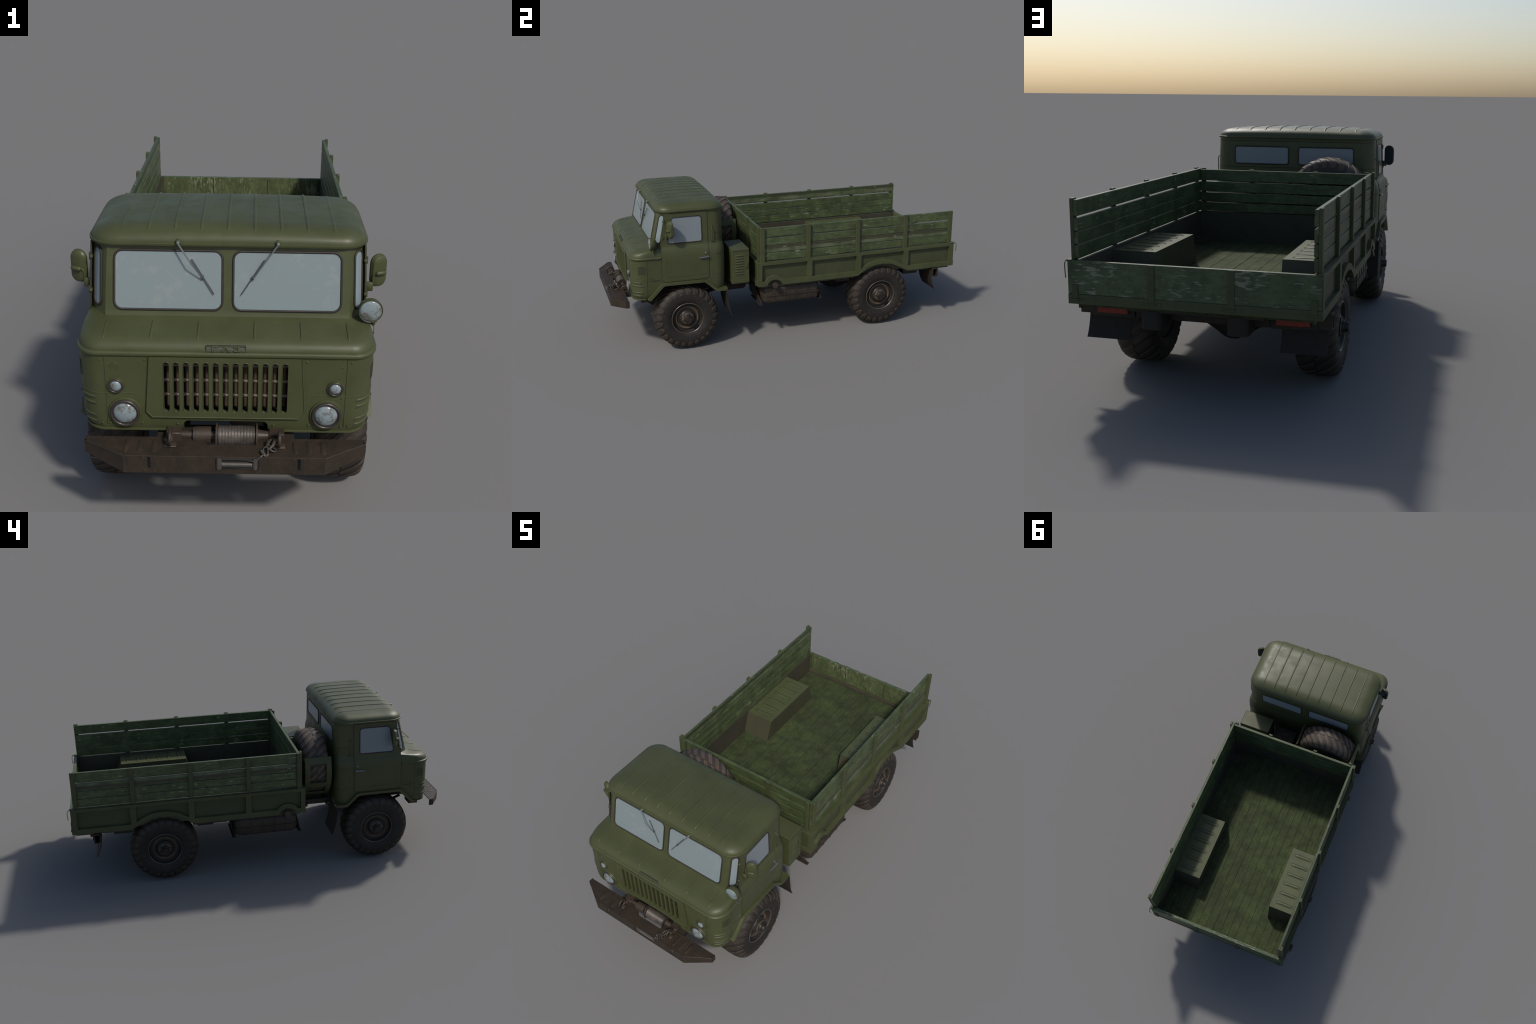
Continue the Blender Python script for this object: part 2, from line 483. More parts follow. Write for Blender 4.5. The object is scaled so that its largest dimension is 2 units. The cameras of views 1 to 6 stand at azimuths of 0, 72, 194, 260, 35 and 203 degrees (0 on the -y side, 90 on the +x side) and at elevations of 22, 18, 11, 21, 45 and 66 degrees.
def boolean_cut(obj, cutters):
    for c in cutters:
        md = obj.modifiers.new('cut', 'BOOLEAN')
        md.operation = 'DIFFERENCE'
        md.solver = 'EXACT'
        md.object = c
    dg = bpy.context.evaluated_depsgraph_get()
    me = bpy.data.meshes.new_from_object(obj.evaluated_get(dg))
    obj.modifiers.clear()
    old = obj.data
    obj.data = me
    bpy.data.meshes.remove(old)
    bm = bmesh.new(); bm.from_mesh(me)
    bmesh.ops.remove_doubles(bm, verts=bm.verts, dist=1e-5)
    lim = radians(30)
    for f in bm.faces:
        f.smooth = True
    for e in bm.edges:
        e.smooth = not (len(e.link_faces) != 2 or e.calc_face_angle(0) > lim)
    bm.to_mesh(me); bm.free()
    for c in cutters:
        d = c.data
        bpy.data.objects.remove(c)
        bpy.data.meshes.remove(d)

# ============================================================ cab
W = [(.305, .364), (.313, .371), (.325, .376), (.36, .379), (.42, .381), (.50, .382), (.535, .3815), (.555, .379), (.568, .3755),
     (.577, .3715), (.584, .368), (.592, .3665), (.60, .366), (.68, .364), (.772, .360)]
YF = [(.305, -.884), (.312, -.890), (.325, -.8935), (.36, -.895), (.53, -.8955), (.542, -.8965), (.550, -.893), (.557, -.887), (.563, -.878),
      (.568, -.865), (.572, -.845), (.576, -.818), (.580, -.796), (.584, -.782), (.592, -.7785), (.60, -.7765), (.772, -.7385)]
YR = [(.305, -.392), (.32, -.388), (.40, -.386), (.55, -.386), (.585, -.392), (.772, -.394)]
RFX = [(.305, .060), (.53, .062), (.568, .062), (.580, .052), (.588, .046), (.772, .047)]
RFY = [(.305, .068), (.53, .072), (.568, .075), (.580, .066), (.588, .058), (.772, .050)]
EXF = [(.305, 2.0), (.567, 2.0), (.586, 1.08), (.772, 1.08)]
RR = 0.058

def cab_ring(z, off=0.0, full=True):
    w = interp(W, z) + off; yf = interp(YF, z) - off; yr = interp(YR, z) + off
    rx = interp(RFX, z); ry = interp(RFY, z); ex = interp(EXF, z)
    h = []
    for i in range(6):
        h.append((i * (w - RR) / 6, yr))
    for i in range(10):
        a = pi / 2 - (pi / 2) * i / 10
        h.append((w - RR + RR * cos(a), yr - RR + RR * sin(a)))
    y0, y1 = yr - RR, yf + ry
    for i in range(24):
        h.append((w, y0 + (y1 - y0) * i / 24))
    n = 12
    for i in range(n):
        a = (pi / 2) * i / n
        cx, sy = cos(a) ** (2 / ex), sin(a) ** (2 / ex)
        h.append((w - rx + rx * cx, yf + ry - ry * sy))
    xf = w - rx
    for i in range(11):
        h.append((xf * (1 - i / 10), yf))
    pts = h + [(-x, y) for x, y in h[-2:0:-1]]
    return [Vector((x, y, z)) for x, y in pts]

zs = sorted(set([a for a, _ in W] + [a for a, _ in YF] + [.34, .38, .40, .44, .46, .48, .62, .64, .66, .70, .72, .74, .76]))
bm = bmesh.new()
bm_loft(bm, [cab_ring(z) for z in zs])
CAB = build('cab', bm, 'cab', angle=28)

ARCH_LOW = [(-.806, .296), (-.803, .303), (-.736, .3715), (-.727, .377), (-.514, .375), (-.505, .371), (-.450, .3195), (-.440, .316), (-.36, .315)]
ARCH_UP = [(-.822, .298), (-.820, .308), (-.745, .386), (-.733, .391), (-.508, .389), (-.497, .384), (-.446, .334), (-.436, .330), (-.36, .329)]
def cutter(fnbuild):
    b = bmesh.new(); fnbuild(b)
    me = to_mesh(b, 'cutter', 'cab')
    return add_obj('cutter', me)
arch_poly = ARCH_LOW + [(-.36, .20), (-.806, .20)]
c1 = cutter(lambda b: bm_panel(b, arch_poly, [], FX(1), -.6, .6))
c2 = cutter(lambda b: bm_panel(b, round_poly([(-.11, .25), (.11, .25), (.11, .337), (-.11, .337)], [0, 0, .014, .014]), [], FY, -1.1, -.72))
c3 = cutter(lambda b: bm_box(b, -.172, .172, -1.1, -.790, .360, .517))
boolean_cut(CAB, [c1, c2, c3])

# wheel-arch lips
for s in (1, -1):
    panel('wheel_arch_lip', ARCH_LOW[1:-1] + [(-.3855, .315)] + [(-.3855, .329)] + ARCH_UP[1:-1][::-1], [], FX(s), .352, .3925, 'cab', CAB, angle=30)

# ---- roof
RX, RY0, RY1, RC = .3690, -.7525, -.3855, .075
def rr_ring(inset, z, scale=1.0):
    x = RX - inset; y0 = RY0 + inset; y1 = RY1 - inset; rc = max(RC - inset, .004)
    cy = (y0 + y1) / 2
    pts = []
    for (cx, cyy, a0) in ((x - rc, y1 - rc, 0), (-x + rc, y1 - rc, 90), (-x + rc, y0 + rc, 180), (x - rc, y0 + rc, 270)):
        for k in range(11):
            a = radians(a0 + 9 * k)
            pts.append((cx + rc * cos(a), cyy + rc * sin(a)))
    full = []
    for i, p in enumerate(pts):         # subdivide the straight runs
        full.append(p)
        if i % 11 == 10:
            q = pts[(i + 1) % len(pts)]
            for k in range(1, 12):
                full.append((p[0] + (q[0] - p[0]) * k / 12, p[1] + (q[1] - p[1]) * k / 12))
    pts = full
    return [Vector((px * scale, cy + (py - cy) * scale, z)) for px, py in pts]

RB, RH, ZR = .068, .0335, .7740
def crown(x, y):
    return .0105 * max(0, 1 - (x / .34) ** 2) * max(0, 1 - ((y + .57) / .19) ** 2) ** .6
def roof_z(x, y):
    ax = RX - abs(x); ay = min(y - RY0, RY1 - y)
    qx, qy = RC - ax, RC - ay
    d = RC - sqrt(qx * qx + qy * qy) if (qx > 0 and qy > 0) else min(ax, ay)
    d = max(0, min(d - .0035, RB))
    return ZR + RH * sqrt(max(0, 1 - (1 - d / RB) ** 2)) + crown(x, y)
rings = [rr_ring(.010, .767), rr_ring(.001, .7668), rr_ring(0, .768), rr_ring(0, .7738), rr_ring(.0010, .7746), rr_ring(.0034, .7750)]
for i in range(1, 15):
    d = .0036 + (RB - .0036) * (1 - cos(pi / 2 * i / 14))
    rg = rr_ring(d, 0)
    rings.append([Vector((p.x, p.y, roof_z(p.x, p.y))) for p in rg])
for t in (.9, .8, .7, .6, .5, .4, .3, .2, .1, .02):
    rg = rr_ring(RB, 0, t)
    rings.append([Vector((p.x, p.y, roof_z(p.x, p.y))) for p in rg])
bm = bmesh.new()
bm_loft(bm, rings)
ROOF = build('roof', bm, 'roof', CAB, angle=40)

# pressed ribs running front to back over the roof
def bm_rib(bm, path, normals, wid, hgt, seg=6):
    """rounded rib lying on a surface along path"""
    P = [Vector(p) for p in path]
    n = len(P)
    rings = []
    for i in range(n):
        t = (P[min(i + 1, n - 1)] - P[max(i - 1, 0)]).normalized()
        nn = Vector(normals[i]).normalized()
        s = t.cross(nn).normalized()
        e = min(i, n - 1 - i)
        k = (0.25, 0.8, 1.0)[min(e, 2)]
        rings.append([P[i] + s * wid * cos(pi * q / seg) * (0.5 + 0.5 * k) + nn * (hgt * k * sin(pi * q / seg) - hgt * 0.25) for q in range(seg + 1)])
    bm_loft(bm, rings, True, True)

def roof_n(x, y):
    e = .002
    dx = (roof_z(x + e, y) - roof_z(x - e, y)) / (2 * e)
    dy = (roof_z(x, y + e) - roof_z(x, y - e)) / (2 * e)
    return Vector((-dx, -dy, 1)).normalized()
rib0 = None
for i in range(9):
    x = -.276 + .069 * i
    path, nor = [], []
    N = 40
    for k in range(N + 1):
        y = -.727 + (.315) * k / N
        path.append((x, y, roof_z(x, y))); nor.append(roof_n(x, y))
    bm = bmesh.new()
    outer = i in (0, 8)
    bm_rib(bm, path, nor, .0046 if not outer else .0040, .0042 if not outer else .0022)
    build('roof_rib', bm, 'roof', ROOF, angle=60)

# ---- hood ribs and rim
def hood_z(y):
    t = [(yy, z) for z, yy in YF if .55 <= z <= .60]
    t = sorted(t)
    return interp(t, y)
for x in (-.311, -.1915, -.072, .072, .1915, .311):
    path, nor = [], []
    for k in range(15):
        y = -.876 + .078 * k / 14
        path.append((x, y, hood_z(y)))
        sl = (hood_z(y + .003) - hood_z(y - .003)) / .006
        nor.append((0, -sl, 1))
    bm = bmesh.new()
    bm_rib(bm, path, nor, .0036, .0036)
    build('hood_rib', bm, 'cab', CAB, angle=60)

def ring_path(z, off, ymin_side=-.74, yend=None, front=True):
    """points of the cab outline at height z, from the door on one side round the front to the other"""
    r = cab_ring(z, off)
    if front:
        pts = [p for p in r if p.y < ymin_side]
        right = sorted([p for p in pts if p.x >= 0], key=lambda p: (atan2(p.x, -(p.y + .6))))
        left = sorted([p for p in pts if p.x < 0], key=lambda p: (atan2(p.x, -(p.y + .6))))
        x = interp(W, z) + off
        seq = left + right
        return [Vector((-x, ymin_side, z))] + seq + [Vector((x, ymin_side, z))]
    pts = [p for p in r if p.y > ymin_side]
    seq = sorted(pts, key=lambda p: atan2(p.x, p.y + .6))
    x = interp(W, z) + off
    return [Vector((-x, ymin_side, z))] + seq + [Vector((x, ymin_side, z))]

bm = bmesh.new()
rings = []
for off, z in ((-.004, .5262), (.0035, .5262), (.0052, .5285), (.0052, .5345), (.0038, .5372), (-.004, .5400)):
    rings.append([Vector((p.x, p.y, z)) for p in ring_path(.532, off)])
bm_loft(bm, rings, False, False)
build('hood_rim', bm, 'cab', CAB, angle=60)

# drip line under the front apron
bm = bmesh.new()
rings = []
for off, z in ((-.006, .3050), (.0025, .3045), (.0032, .3075), (.0025, .3105), (-.006, .3115)):
    base = [p for p in ring_path(.312, off, -.818)]
    rings.append([Vector((p.x, p.y, z)) for p in base])
for s in (-1, 1):
    part = [[p for p in r if s * p.x >= .111] for r in rings]
    part = [(p + [Vector((s * .111, p[-1].y, p[0].z))]) if s < 0 else ([Vector((s * .111, p[0].y, p[0].z))] + p) for p in part]
    bm_loft(bm, part, False, False)
build('apron_edge', bm, 'cab', CAB, angle=60)

# groove shade drawn as dark tubes on the cab skin, with raised beads
def bm_line3(bm, pts, r=.0011, seg=6):
    bm_tube(bm, pts, r, seg)
SIDE = lambda s, y, z, off=0.0: Vector((s * (interp(W, z) + off), y, z))
groove = bmesh.new()
bead = bmesh.new()
# belt and waist lines round the back
for z, y0 in ((.637, -.455), (.755, -.44), (.413, -.458), (.5275, -.452)):
    bm_line3(groove, ring_path(z, -.0003, y0, front=False), .0013)
# corner louvres
for z, ys in ((.399, -.852), (.381, -.838), (.344, -.838), (.326, -.853)):
    full = ring_path(z, 0, ys)
    for s in (-1, 1):
        seg = [p for p in full if s * p.x > .331]
        bm_line3(groove, seg, .0016)
        up = [p + Vector((0, 0, .0045)) for p in seg]
        n = [Vector((p.x * .8, (p.y + .82) * 2.4, 0)) if p.y < -.83 else Vector((s, 0, 0)) for p in up]
        bm_rib(bead, up, n, .0035, .0040)
# crease across the front and the fenders
full = ring_path(.417, 0, -.815)
for s in (-1, 1):
    seg = [p for p in full if s * p.x > .22]
    bm_line3(bead, seg, .0014)
for s in (-1, 1):
    # front fender seam and door outlines
    bm_line3(groove, [SIDE(s, -.816, .526), SIDE(s, -.8165, .45), SIDE(s, -.8175, .40), SIDE(s, -.8185, .34), SIDE(s, -.819, .315)], .0013)
    bm_line3(groove, [(s * .308, -.8953, .526), (s * .3075, -.8953, .42), (s * .307, -.8945, .325)], .0010)
    bm_line3(groove, [SIDE(s, -.803, .4085), SIDE(s, -.752, .4085)], .0016)
    bm_line3(bead, [SIDE(s, -.803, .4135, .0003), SIDE(s, -.752, .4135, .0003)], .0022)
    # pressed field on the fender
    bm_line3(bead, [SIDE(s, -.746, .52), SIDE(s, -.7455, .43), SIDE(s, -.750, .4215), SIDE(s, -.808, .4215)], .0012)
    # pressed field behind the door
    q = round_poly([(-.459, .414), (-.40, .414), (-.40, .5265), (-.459, .5265)], [.004, 0, 0, .012])
    pts = [SIDE(s, y, z) for y, z in q if y < -.442]
    bm_line3(bead, sorted(pts, key=lambda p: p.z), .0011)
    # vent slits
    for k in range(7):
        y = -.862 + .0052 * k
        zc = .4705
        ring = cab_ring(zc)
        rp = [p for p in ring if p.x > .3 and p.y < -.7]
        rp.sort(key=lambda p: p.y)
        x = interp([(p.y, p.x) for p in rp], y)
        bm_box(groove, s * (x + .0002) - .0008, s * (x + .0002) + .0008, y - .0009, y + .0009, .449, .493)
        bm_box(bead, s * (x + .0002) - .0014, s * (x + .0002) + .0014, y + .0009, y + .0040, .449, .493)
build('panel_groove', groove, 'groove', CAB, 60, kind='stuff')
build('pressed_bead', bead, 'cab', CAB, 60, kind='stuff')

# ---- front: grille panel, radiator, lamps
slots = [rect(-.1508 + .02515 * i - (.0075 if i < 12 else .0075), -.1508 + .02515 * i + .0075, .367, .5115, .0073, 5) for i in range(13)]
gp = [(-.193, .5245), (-.204, .367), (-.189, .350), (.189, .350), (.204, .367), (.193, .5245)]
bm = bmesh.new()
bm_panel(bm, gp[::-1], slots, FY, -.9005, -.8900)
GR = build('grille_panel', bm, 'cab', CAB, angle=30)
bm = bmesh.new()
for a, b in zip(gp, gp[1:]):
    bm_tube(bm, [(a[0], -.9003, a[1]), (b[0], -.9003, b[1])], .0018, 8)
build('grille_frame_bead', bm, 'cab', CAB, 60)
# slot lips
lip = bmesh.new()
for sl in slots:
    bm_tube(lip, [(a, -.9005, b) for a, b in sl], .0011, 6, closed=True)
build('slot_lip', lip, 'cab', GR, 60, kind='stuff')
box('engine_bay_wall', -.1095, .1095, -.7230, -.7205, .3040, .3365, 'black', CAB, 0)
box('grille_black_plate', -.1712, .1712, -.8890, -.8000, .3602, .3612, 'black', CAB, 0)  # black plate over the cavity floor, so the slot bottoms look dark
box('radiator', -.171, .171, -.853, -.7915, .361, .516, 'black', CAB, 0)
bm = bmesh.new()
for i in range(13):
    x = -.1508 + .02515 * i
    bm_cyl(bm, (x, -.8535, .361), (x, -.8535, .500), .0062, 12)
build('radiator_tube', bm, 'radiator', CAB, 40, kind='stuff')
bm = bmesh.new()
for z in (.481, .436, .393):
    bm_cyl(bm, (-.170, -.857, z), (.170, -.857, z), .0050, 12)
build('radiator_bar', bm, 'radiator_bar', CAB, 40, kind='stuff')

def lamp(x, z, r, y, dome, rim, name):
    prof = [(rim * 1.10, -.006), (rim * 1.12, 0), (rim * 1.07, .004)]
    revolve(name + '_bezel', prof, '-y', (x, y, z), 'cab', CAB, 40)
    ring = []
    for k in range(9):
        a = pi * k / 8
        ring.append((r + (rim - r) / 2 - (rim - r) / 2 * cos(a) * -1, .003 + (rim - r) * .75 * sin(a)))
    ring = [(rim, .001)] + ring[::-1] + [(r * .96, .001)]
    o = revolve(name, [(rim, -.004)] + ring, '-y', (x, y, z), 'ring', CAB, 40)
    prof = [(r * cos(pi / 2 * k / 8), .002 + dome * sin(pi / 2 * k / 8)) for k in range(8)] + [(.0004, .002 + dome)]
    revolve('lens', prof, '-y', (x, y, z), 'lens', o, 40, angle=60)
for s in (1, -1):
    lamp(s * .260, .3605, .0305, -.8955, .0135, .0395, 'headlight')
    lamp(s * .281, .4395, .0150, -.8955, .0085, .0205, 'side_lamp')

# small screw heads on the front
bolt_me = None
def bolt(x, y, z, r, axis, mat, parent=None, h=.0018, name='bolt'):
    b = bmesh.new()
    bm_revolve(b, [(r, -.001), (r, h * .6), (r * .6, h), (.0003, h)], axis, (0, 0, 0), 10)
    return to_mesh(b, name, mat, 40)
scr = bolt(0, 0, 0, .0030, '-y', 'cab', name='screw')
for x, z in ((.320, .514), (.206, .515), (.297, .500), (.299, .410), (.299, .328), (.319, .328), (.216, .329), (.124, .328), (.035, .3445)):
    for s in (-1, 1):
        add_obj('screw', scr, CAB, (s * x, -.8955 if z > .32 else -.893, z))

# maker's letters pressed into the hood lip
bm = bmesh.new()
bm_box(bm, -.049, .049, -.8972, -.890, .5395, .5415, .0005)
bm_box(bm, -.049, .049, -.8945, -.888, .5535, .5555, .0005)
for s in (-1, 1):
    bm_box(bm, s * .050 - .001, s * .050 + .001, -.8972, -.889, .5395, .5555, .0005)
build('badge_frame', bm, 'badge', CAB)
bm = bmesh.new()
bm_panel(bm, [(-.049, 0), (.049, 0), (.049, 1), (-.049, 1)], [], lambda a, b, h: (a, -.8972 + .0075 * b ** 2 - h, .5405 + .0150 * b), -.002, .0006, [(1, .25), (1, .5), (1, .75)])
build('badge_field', bm, 'badge', CAB)
cu = bpy.data.curves.new('badge_letters', 'FONT')
cu.body = '\u0413\u0410\u0417'
cu.size = .021; cu.extrude = .0022; cu.bevel_depth = .0007
cu.align_x = 'CENTER'; cu.align_y = 'CENTER'
cu.space_character = 1.55
to = bpy.data.objects.new('badge_letters_curve', cu)
scene.collection.objects.link(to)
dg = bpy.context.evaluated_depsgraph_get()
me = bpy.data.meshes.new_from_object(to.evaluated_get(dg))
bpy.data.objects.remove(to)
me.materials.clear(); me.materials.append(M['cab'])
me.transform(Matrix.Translation((0, -.8962, .5478)) @ Matrix.Rotation(radians(72), 4, 'X') @ Matrix.Diagonal((1.45, .8, 1, 1)))
add_obj('badge_letters', me, CAB)

# quality mark: pentagon with a star-like figure
bm = bmesh.new()
pc = (-.2825, -.8957, .4955)
pent = round_poly([(.0125 * sin(2 * pi * k / 5), .0125 * cos(2 * pi * k / 5)) for k in range(5)], .004, 4)
bm_tube(bm, [(pc[0] + a, pc[1], pc[2] + b) for a, b in pent], .0007, 6, closed=True)
for a, b in (((-.008, .0035), (.008, .0035)), ((0, .001), (-.006, -.0075)), ((0, .001), (.006, -.0075)), ((-.005, .007), (.005, .007))):
    bm_tube(bm, [(pc[0] + a[0], pc[1], pc[2] + a[1]), (pc[0] + b[0], pc[1], pc[2] + b[1])], .0007, 6)
build('quality_mark', bm, 'cab', CAB, 60)

# ---- windows
def pane(name, poly, fn, parent, mat='glass', gr=.0031, lift=.0010):
    o = panel(name, poly, [], fn, -.002, lift, mat, parent)
    bm = bmesh.new()
    bm_tube(bm, [fn(a, b, lift) for a, b in poly], gr, 8, closed=True)
    build('window_seal', bm, 'gasket', o, 70)
    return o
WS_K = (.7765 - .7385) / (.772 - .60)
def FWS(a, b, h):
    y = -.7765 + (b - .60) * WS_K
    return (a, y - h, b - h * WS_K)
for s in (1, -1):
    poly = round_poly([(s * .014, .600), (s * .297, .600), (s * .295, .753), (s * .014, .753)], .022, 6)
    pane('windshield', poly, FWS, CAB)
    poly = round_poly([(s * .023, .6515), (s * .2745, .6515), (s * .2745, .7305), (s * .023, .7305)], .011, 5)
    pane('rear_window', poly, lambda a, b, h: (a, interp(YR, b) + h, b), CAB, 'glass_side')
    # narrow pane in the bevelled corner
    def FQ(a, b, h, s=s):
        w = interp(W, b); rx = interp(RFX, b); ry = interp(RFY, b); yf = interp(YF, b)
        A = Vector((w - rx, yf, b)); B = Vector((w, yf + ry, b))
        p = A.lerp(B, a)
        n = Vector((ry, -rx, 0)).normalized()
        # small bulge of the bevel
        p = p + n * (h + .0028 * (1 - abs(2 * a - 1)))
        return (s * p.x, p.y, p.z)
    ppoly = []
    for a, b in rect(-.0165, .0165, .601, .751, .0163, 8):
        ppoly.append((.50 + a / .072 + (b - .676) * 0.35, b))
    pane('quarter_window', ppoly, FQ, CAB, 'glass', .0030, .0016)

# ---- doors
for s in (1, -1):
    name = 'door'
    outl = round_poly([(-.737, .395), (-.484, .395), (-.4835, .7625), (-.7095, .7625), (-.737, .590)], [.02, .018, .003, .003, .01], 5)
    win = round_poly([(-.7015, .600), (-.5145, .600), (-.5145, .740), (-.676, .740)], [.014, .014, .018, .018], 5)
    def FD(a, b, h, s=s):
        return (s * (interp(W, b) + h), a, b)
    cuts = [(1, z) for z in (.42, .46, .50, .535, .55, .56, .568, .573, .577, .581, .584, .588, .592, .597, .64, .68)]
    panel('door_gap', [(p[0] * 1, p[1]) for p in round_poly([(-.7395, .3925), (-.4805, .3925), (-.4805, .7635), (-.7115, .7635), (-.7395, .590)], [.02, .018, .003, .003, .01], 5)], [], FD, -.003, .0004, 'groove', CAB, cuts)
    D = panel('door', outl, [win], FD, -.003, .0022, 'cab', None, cuts, angle=30)
    # lower rear part of the door ends in a narrow strip
    pane('door_window', win, lambda a, b, h: FD(a, b, h), D, 'glass_side', .0032, .0014)
    bm = bmesh.new()
    q = round_poly([(-.714, .421), (-.491, .421), (-.491, .519), (-.714, .519)], .008, 4)
    bm_tube(bm, [FD(a, b, .0018) for a, b in q], .0013, 6, closed=True)
    build('door_bead', bm, 'cab', D, 60)
    # handle
    bm = bmesh.new()
    x = interp(W, .517)
    for p in [[(s * (x + .001), -.489, .5165), (s * (x + .010), -.489, .5165)]]:
        bm_cyl(bm, p[0], p[1], .0035, 10)
    bm_tube(bm, [(s * (x + .009), -.485, .5172), (s * (x + .0105), -.500, .5165), (s * (x + .010), -.520, .5155), (s * (x + .0085), -.538, .5145)], [.0036, .0040, .0034, .0018], 8)
    build('door_handle', bm, 'chrome', D, 60)
    revolve('keyhole', [(.0048, 0), (.0048, .004), (.003, .0055), (.0003, .0055)], 'x' if s > 0 else '-x', (s * (x + .001), -.499, .538), 'chrome', D, 14)
    # hinges on the corner pillar
    for z in (.722, .632):
        bm = bmesh.new()
        yh = -.7335 + (z - .59) * .16
        xh = interp(W, z)
        bm_cyl(bm, (s * (xh + .003), yh, z - .010), (s * (xh + .003), yh, z + .010), .0030, 10)
        bm_box(bm, s * (xh - .001) - .004, s * (xh - .001) + .004, yh - .010, yh + .008, z - .004, z + .004, .001)
        build('hinge', bm, 'cab', D, 50)
    # grab handle behind the door
    xg = interp(W, .64)
    tube('grab_handle', [(s * xg, -.462, .594), (s * (xg + .010), -.462, .597), (s * (xg + .013), -.4625, .606), (s * (xg + .013), -.463, .668), (s * (xg + .010), -.463, .677), (s * xg, -.463, .680)], .0022, 'cab', CAB, 8)
    for z in (.594, .680):
        revolve('handle_foot', [(.0055, -.001), (.005, .003), (.0003, .003)], 'x' if s > 0 else '-x', (s * interp(W, z), -.4625, z), 'cab', CAB, 12)

# ---- mirrors
for s in (1, -1):
    th = radians(25)
    c = Vector((.4005, -.690, .6845))
    T = Matrix.Translation(c) @ Matrix.Rotation(th, 4, 'Z')
    bm = bmesh.new()
    def mring(k, y):
        hw, hh = .0245 * k, .0470 * k
        hw = .0245 - .0245 * (1 - k); hh = .0470 - .0245 * (1 - k)
        P = round_poly([(-hw, -hh), (hw, -hh), (hw, hh), (-hw, hh)], hw * .999, 7)
        return [T @ Vector((a, y, b)) for a, b in P]
    rings = [mring(.86, .0045), mring(.97, .005), mring(1.0, .002), mring(.97, -.002), mring(.93, -.003), mring(.84, -.0085), mring(.6, -.0115), mring(.25, -.0125)]
    rings = [[Vector((s * p.x, p.y, p.z)) for p in r] for r in rings]
    bm_loft(bm, rings)
    Mi = build('mirror', bm, 'cab', None, 40)
    bm = bmesh.new()
    rg = [[Vector((s * p.x, p.y, p.z)) for p in mring(.90, y)] for y in (.0035, .0052)]
    bm_loft(bm, rg)
    build('mirror_glass', bm, 'mirror', Mi)
    bm = bmesh.new()
    pts = [T @ Vector((x, -.0145, -.003)) for x in (-.016, -.013, .004, .013, .016)]
    bm_tube(bm, [(s * p.x, p.y, p.z) for p in pts], [.003, .0062, .0068, .006, .003], 10)
    rod = [(.3855, -.706, .634), (.3855, -.708, .655), (.3850, -.709, .672), (.387, -.7085, .679), (.393, -.7065, .682)]
    bm_tube(bm, [(s * a, b, z) for a, b, z in rod], .0019, 8)
    bm_box(bm, min(s * .364, s * .386), max(s * .364, s * .386), -.712, -.702, .632, .657, .0012)
    build('mirror_bracket', bm, 'cab', Mi, 50)

# ---- search lamp on the driver's side
c = Vector((.3725, -.794, .6115))
prof = [(.0285, 0), (.0315, -.002), (.0325, .004), (.0315, .014), (.027, .024), (.018, .032), (.008, .036), (.0004, .037)]
SL = revolve('search_lamp', prof, 'y', c, 'cab', None, 32, angle=50)
prof = [(.0290 * cos(pi / 2 * k / 8), .0065 * sin(pi / 2 * k / 8)) for k in range(8)] + [(.0004, .0065)]
revolve('lens', prof, '-y', c, 'lens', SL, 32, angle=60)
bm = bmesh.new()
bm_cyl(bm, (.383, -.781, .583), (.384, -.781, .567), .005, 12)
bm_box(bm, .375, .392, -.786, -.776, .576, .582, .001)
bm_cyl(bm, (.384, -.781, .567), (.374, -.765, .571), .004, 10)
build('lamp_stem', bm, 'cab', SL, 50)
tube('lamp_wire', [(.384, -.781, .568), (.386, -.781, .555), (.387, -.777, .542), (.389, -.768, .533), (.390, -.759, .531), (.386, -.752, .533), (.379, -.749, .534)], .0012, 'chrome', SL, 6)

# ---- wipers
for s in (1, -1):
    piv = (s * .1285, -.752, .7795)
    Wp = revolve('wiper', [(.0075, -.006), (.0072, .002), (.005, .005), (.0003, .0055)], '-y', piv, 'cab', None, 16)
    bm = bmesh.new()
    bm_revolve(bm, [(.0046, .004), (.0046, .0095), (.0028, .012), (.0003, .0125)], '-y', piv, 12)
    bn = .030 if s < 0 else .020
    bend = (s * .095, -.767 - .010 if s < 0 else -.768, .731)
    tip = (s * .065, -.767, .685)
    bm_tube(bm, [(s * .1285, -.762, .7785), bend], [.0024, .0018], 6)
    bm_tube(bm, [bend, tip, (s * .0645, -.763, .683)], [.0018, .0015, .0015], 6)
    build('wiper_arm', bm, 'wiper_arm', Wp, 50)
    bm = bmesh.new()
    bm_tube(bm, [(s * .0945, -.7535, .7335), (s * .065, -.7632, .6885), (s * .0355, -.7735, .6435)], .0016, 6)
    bm_box(bm, s * .065 - .003, s * .065 + .003, -.767, -.762, .682, .692, .0008)
    build('wiper_blade', bm, 'wiper', Wp, 50)

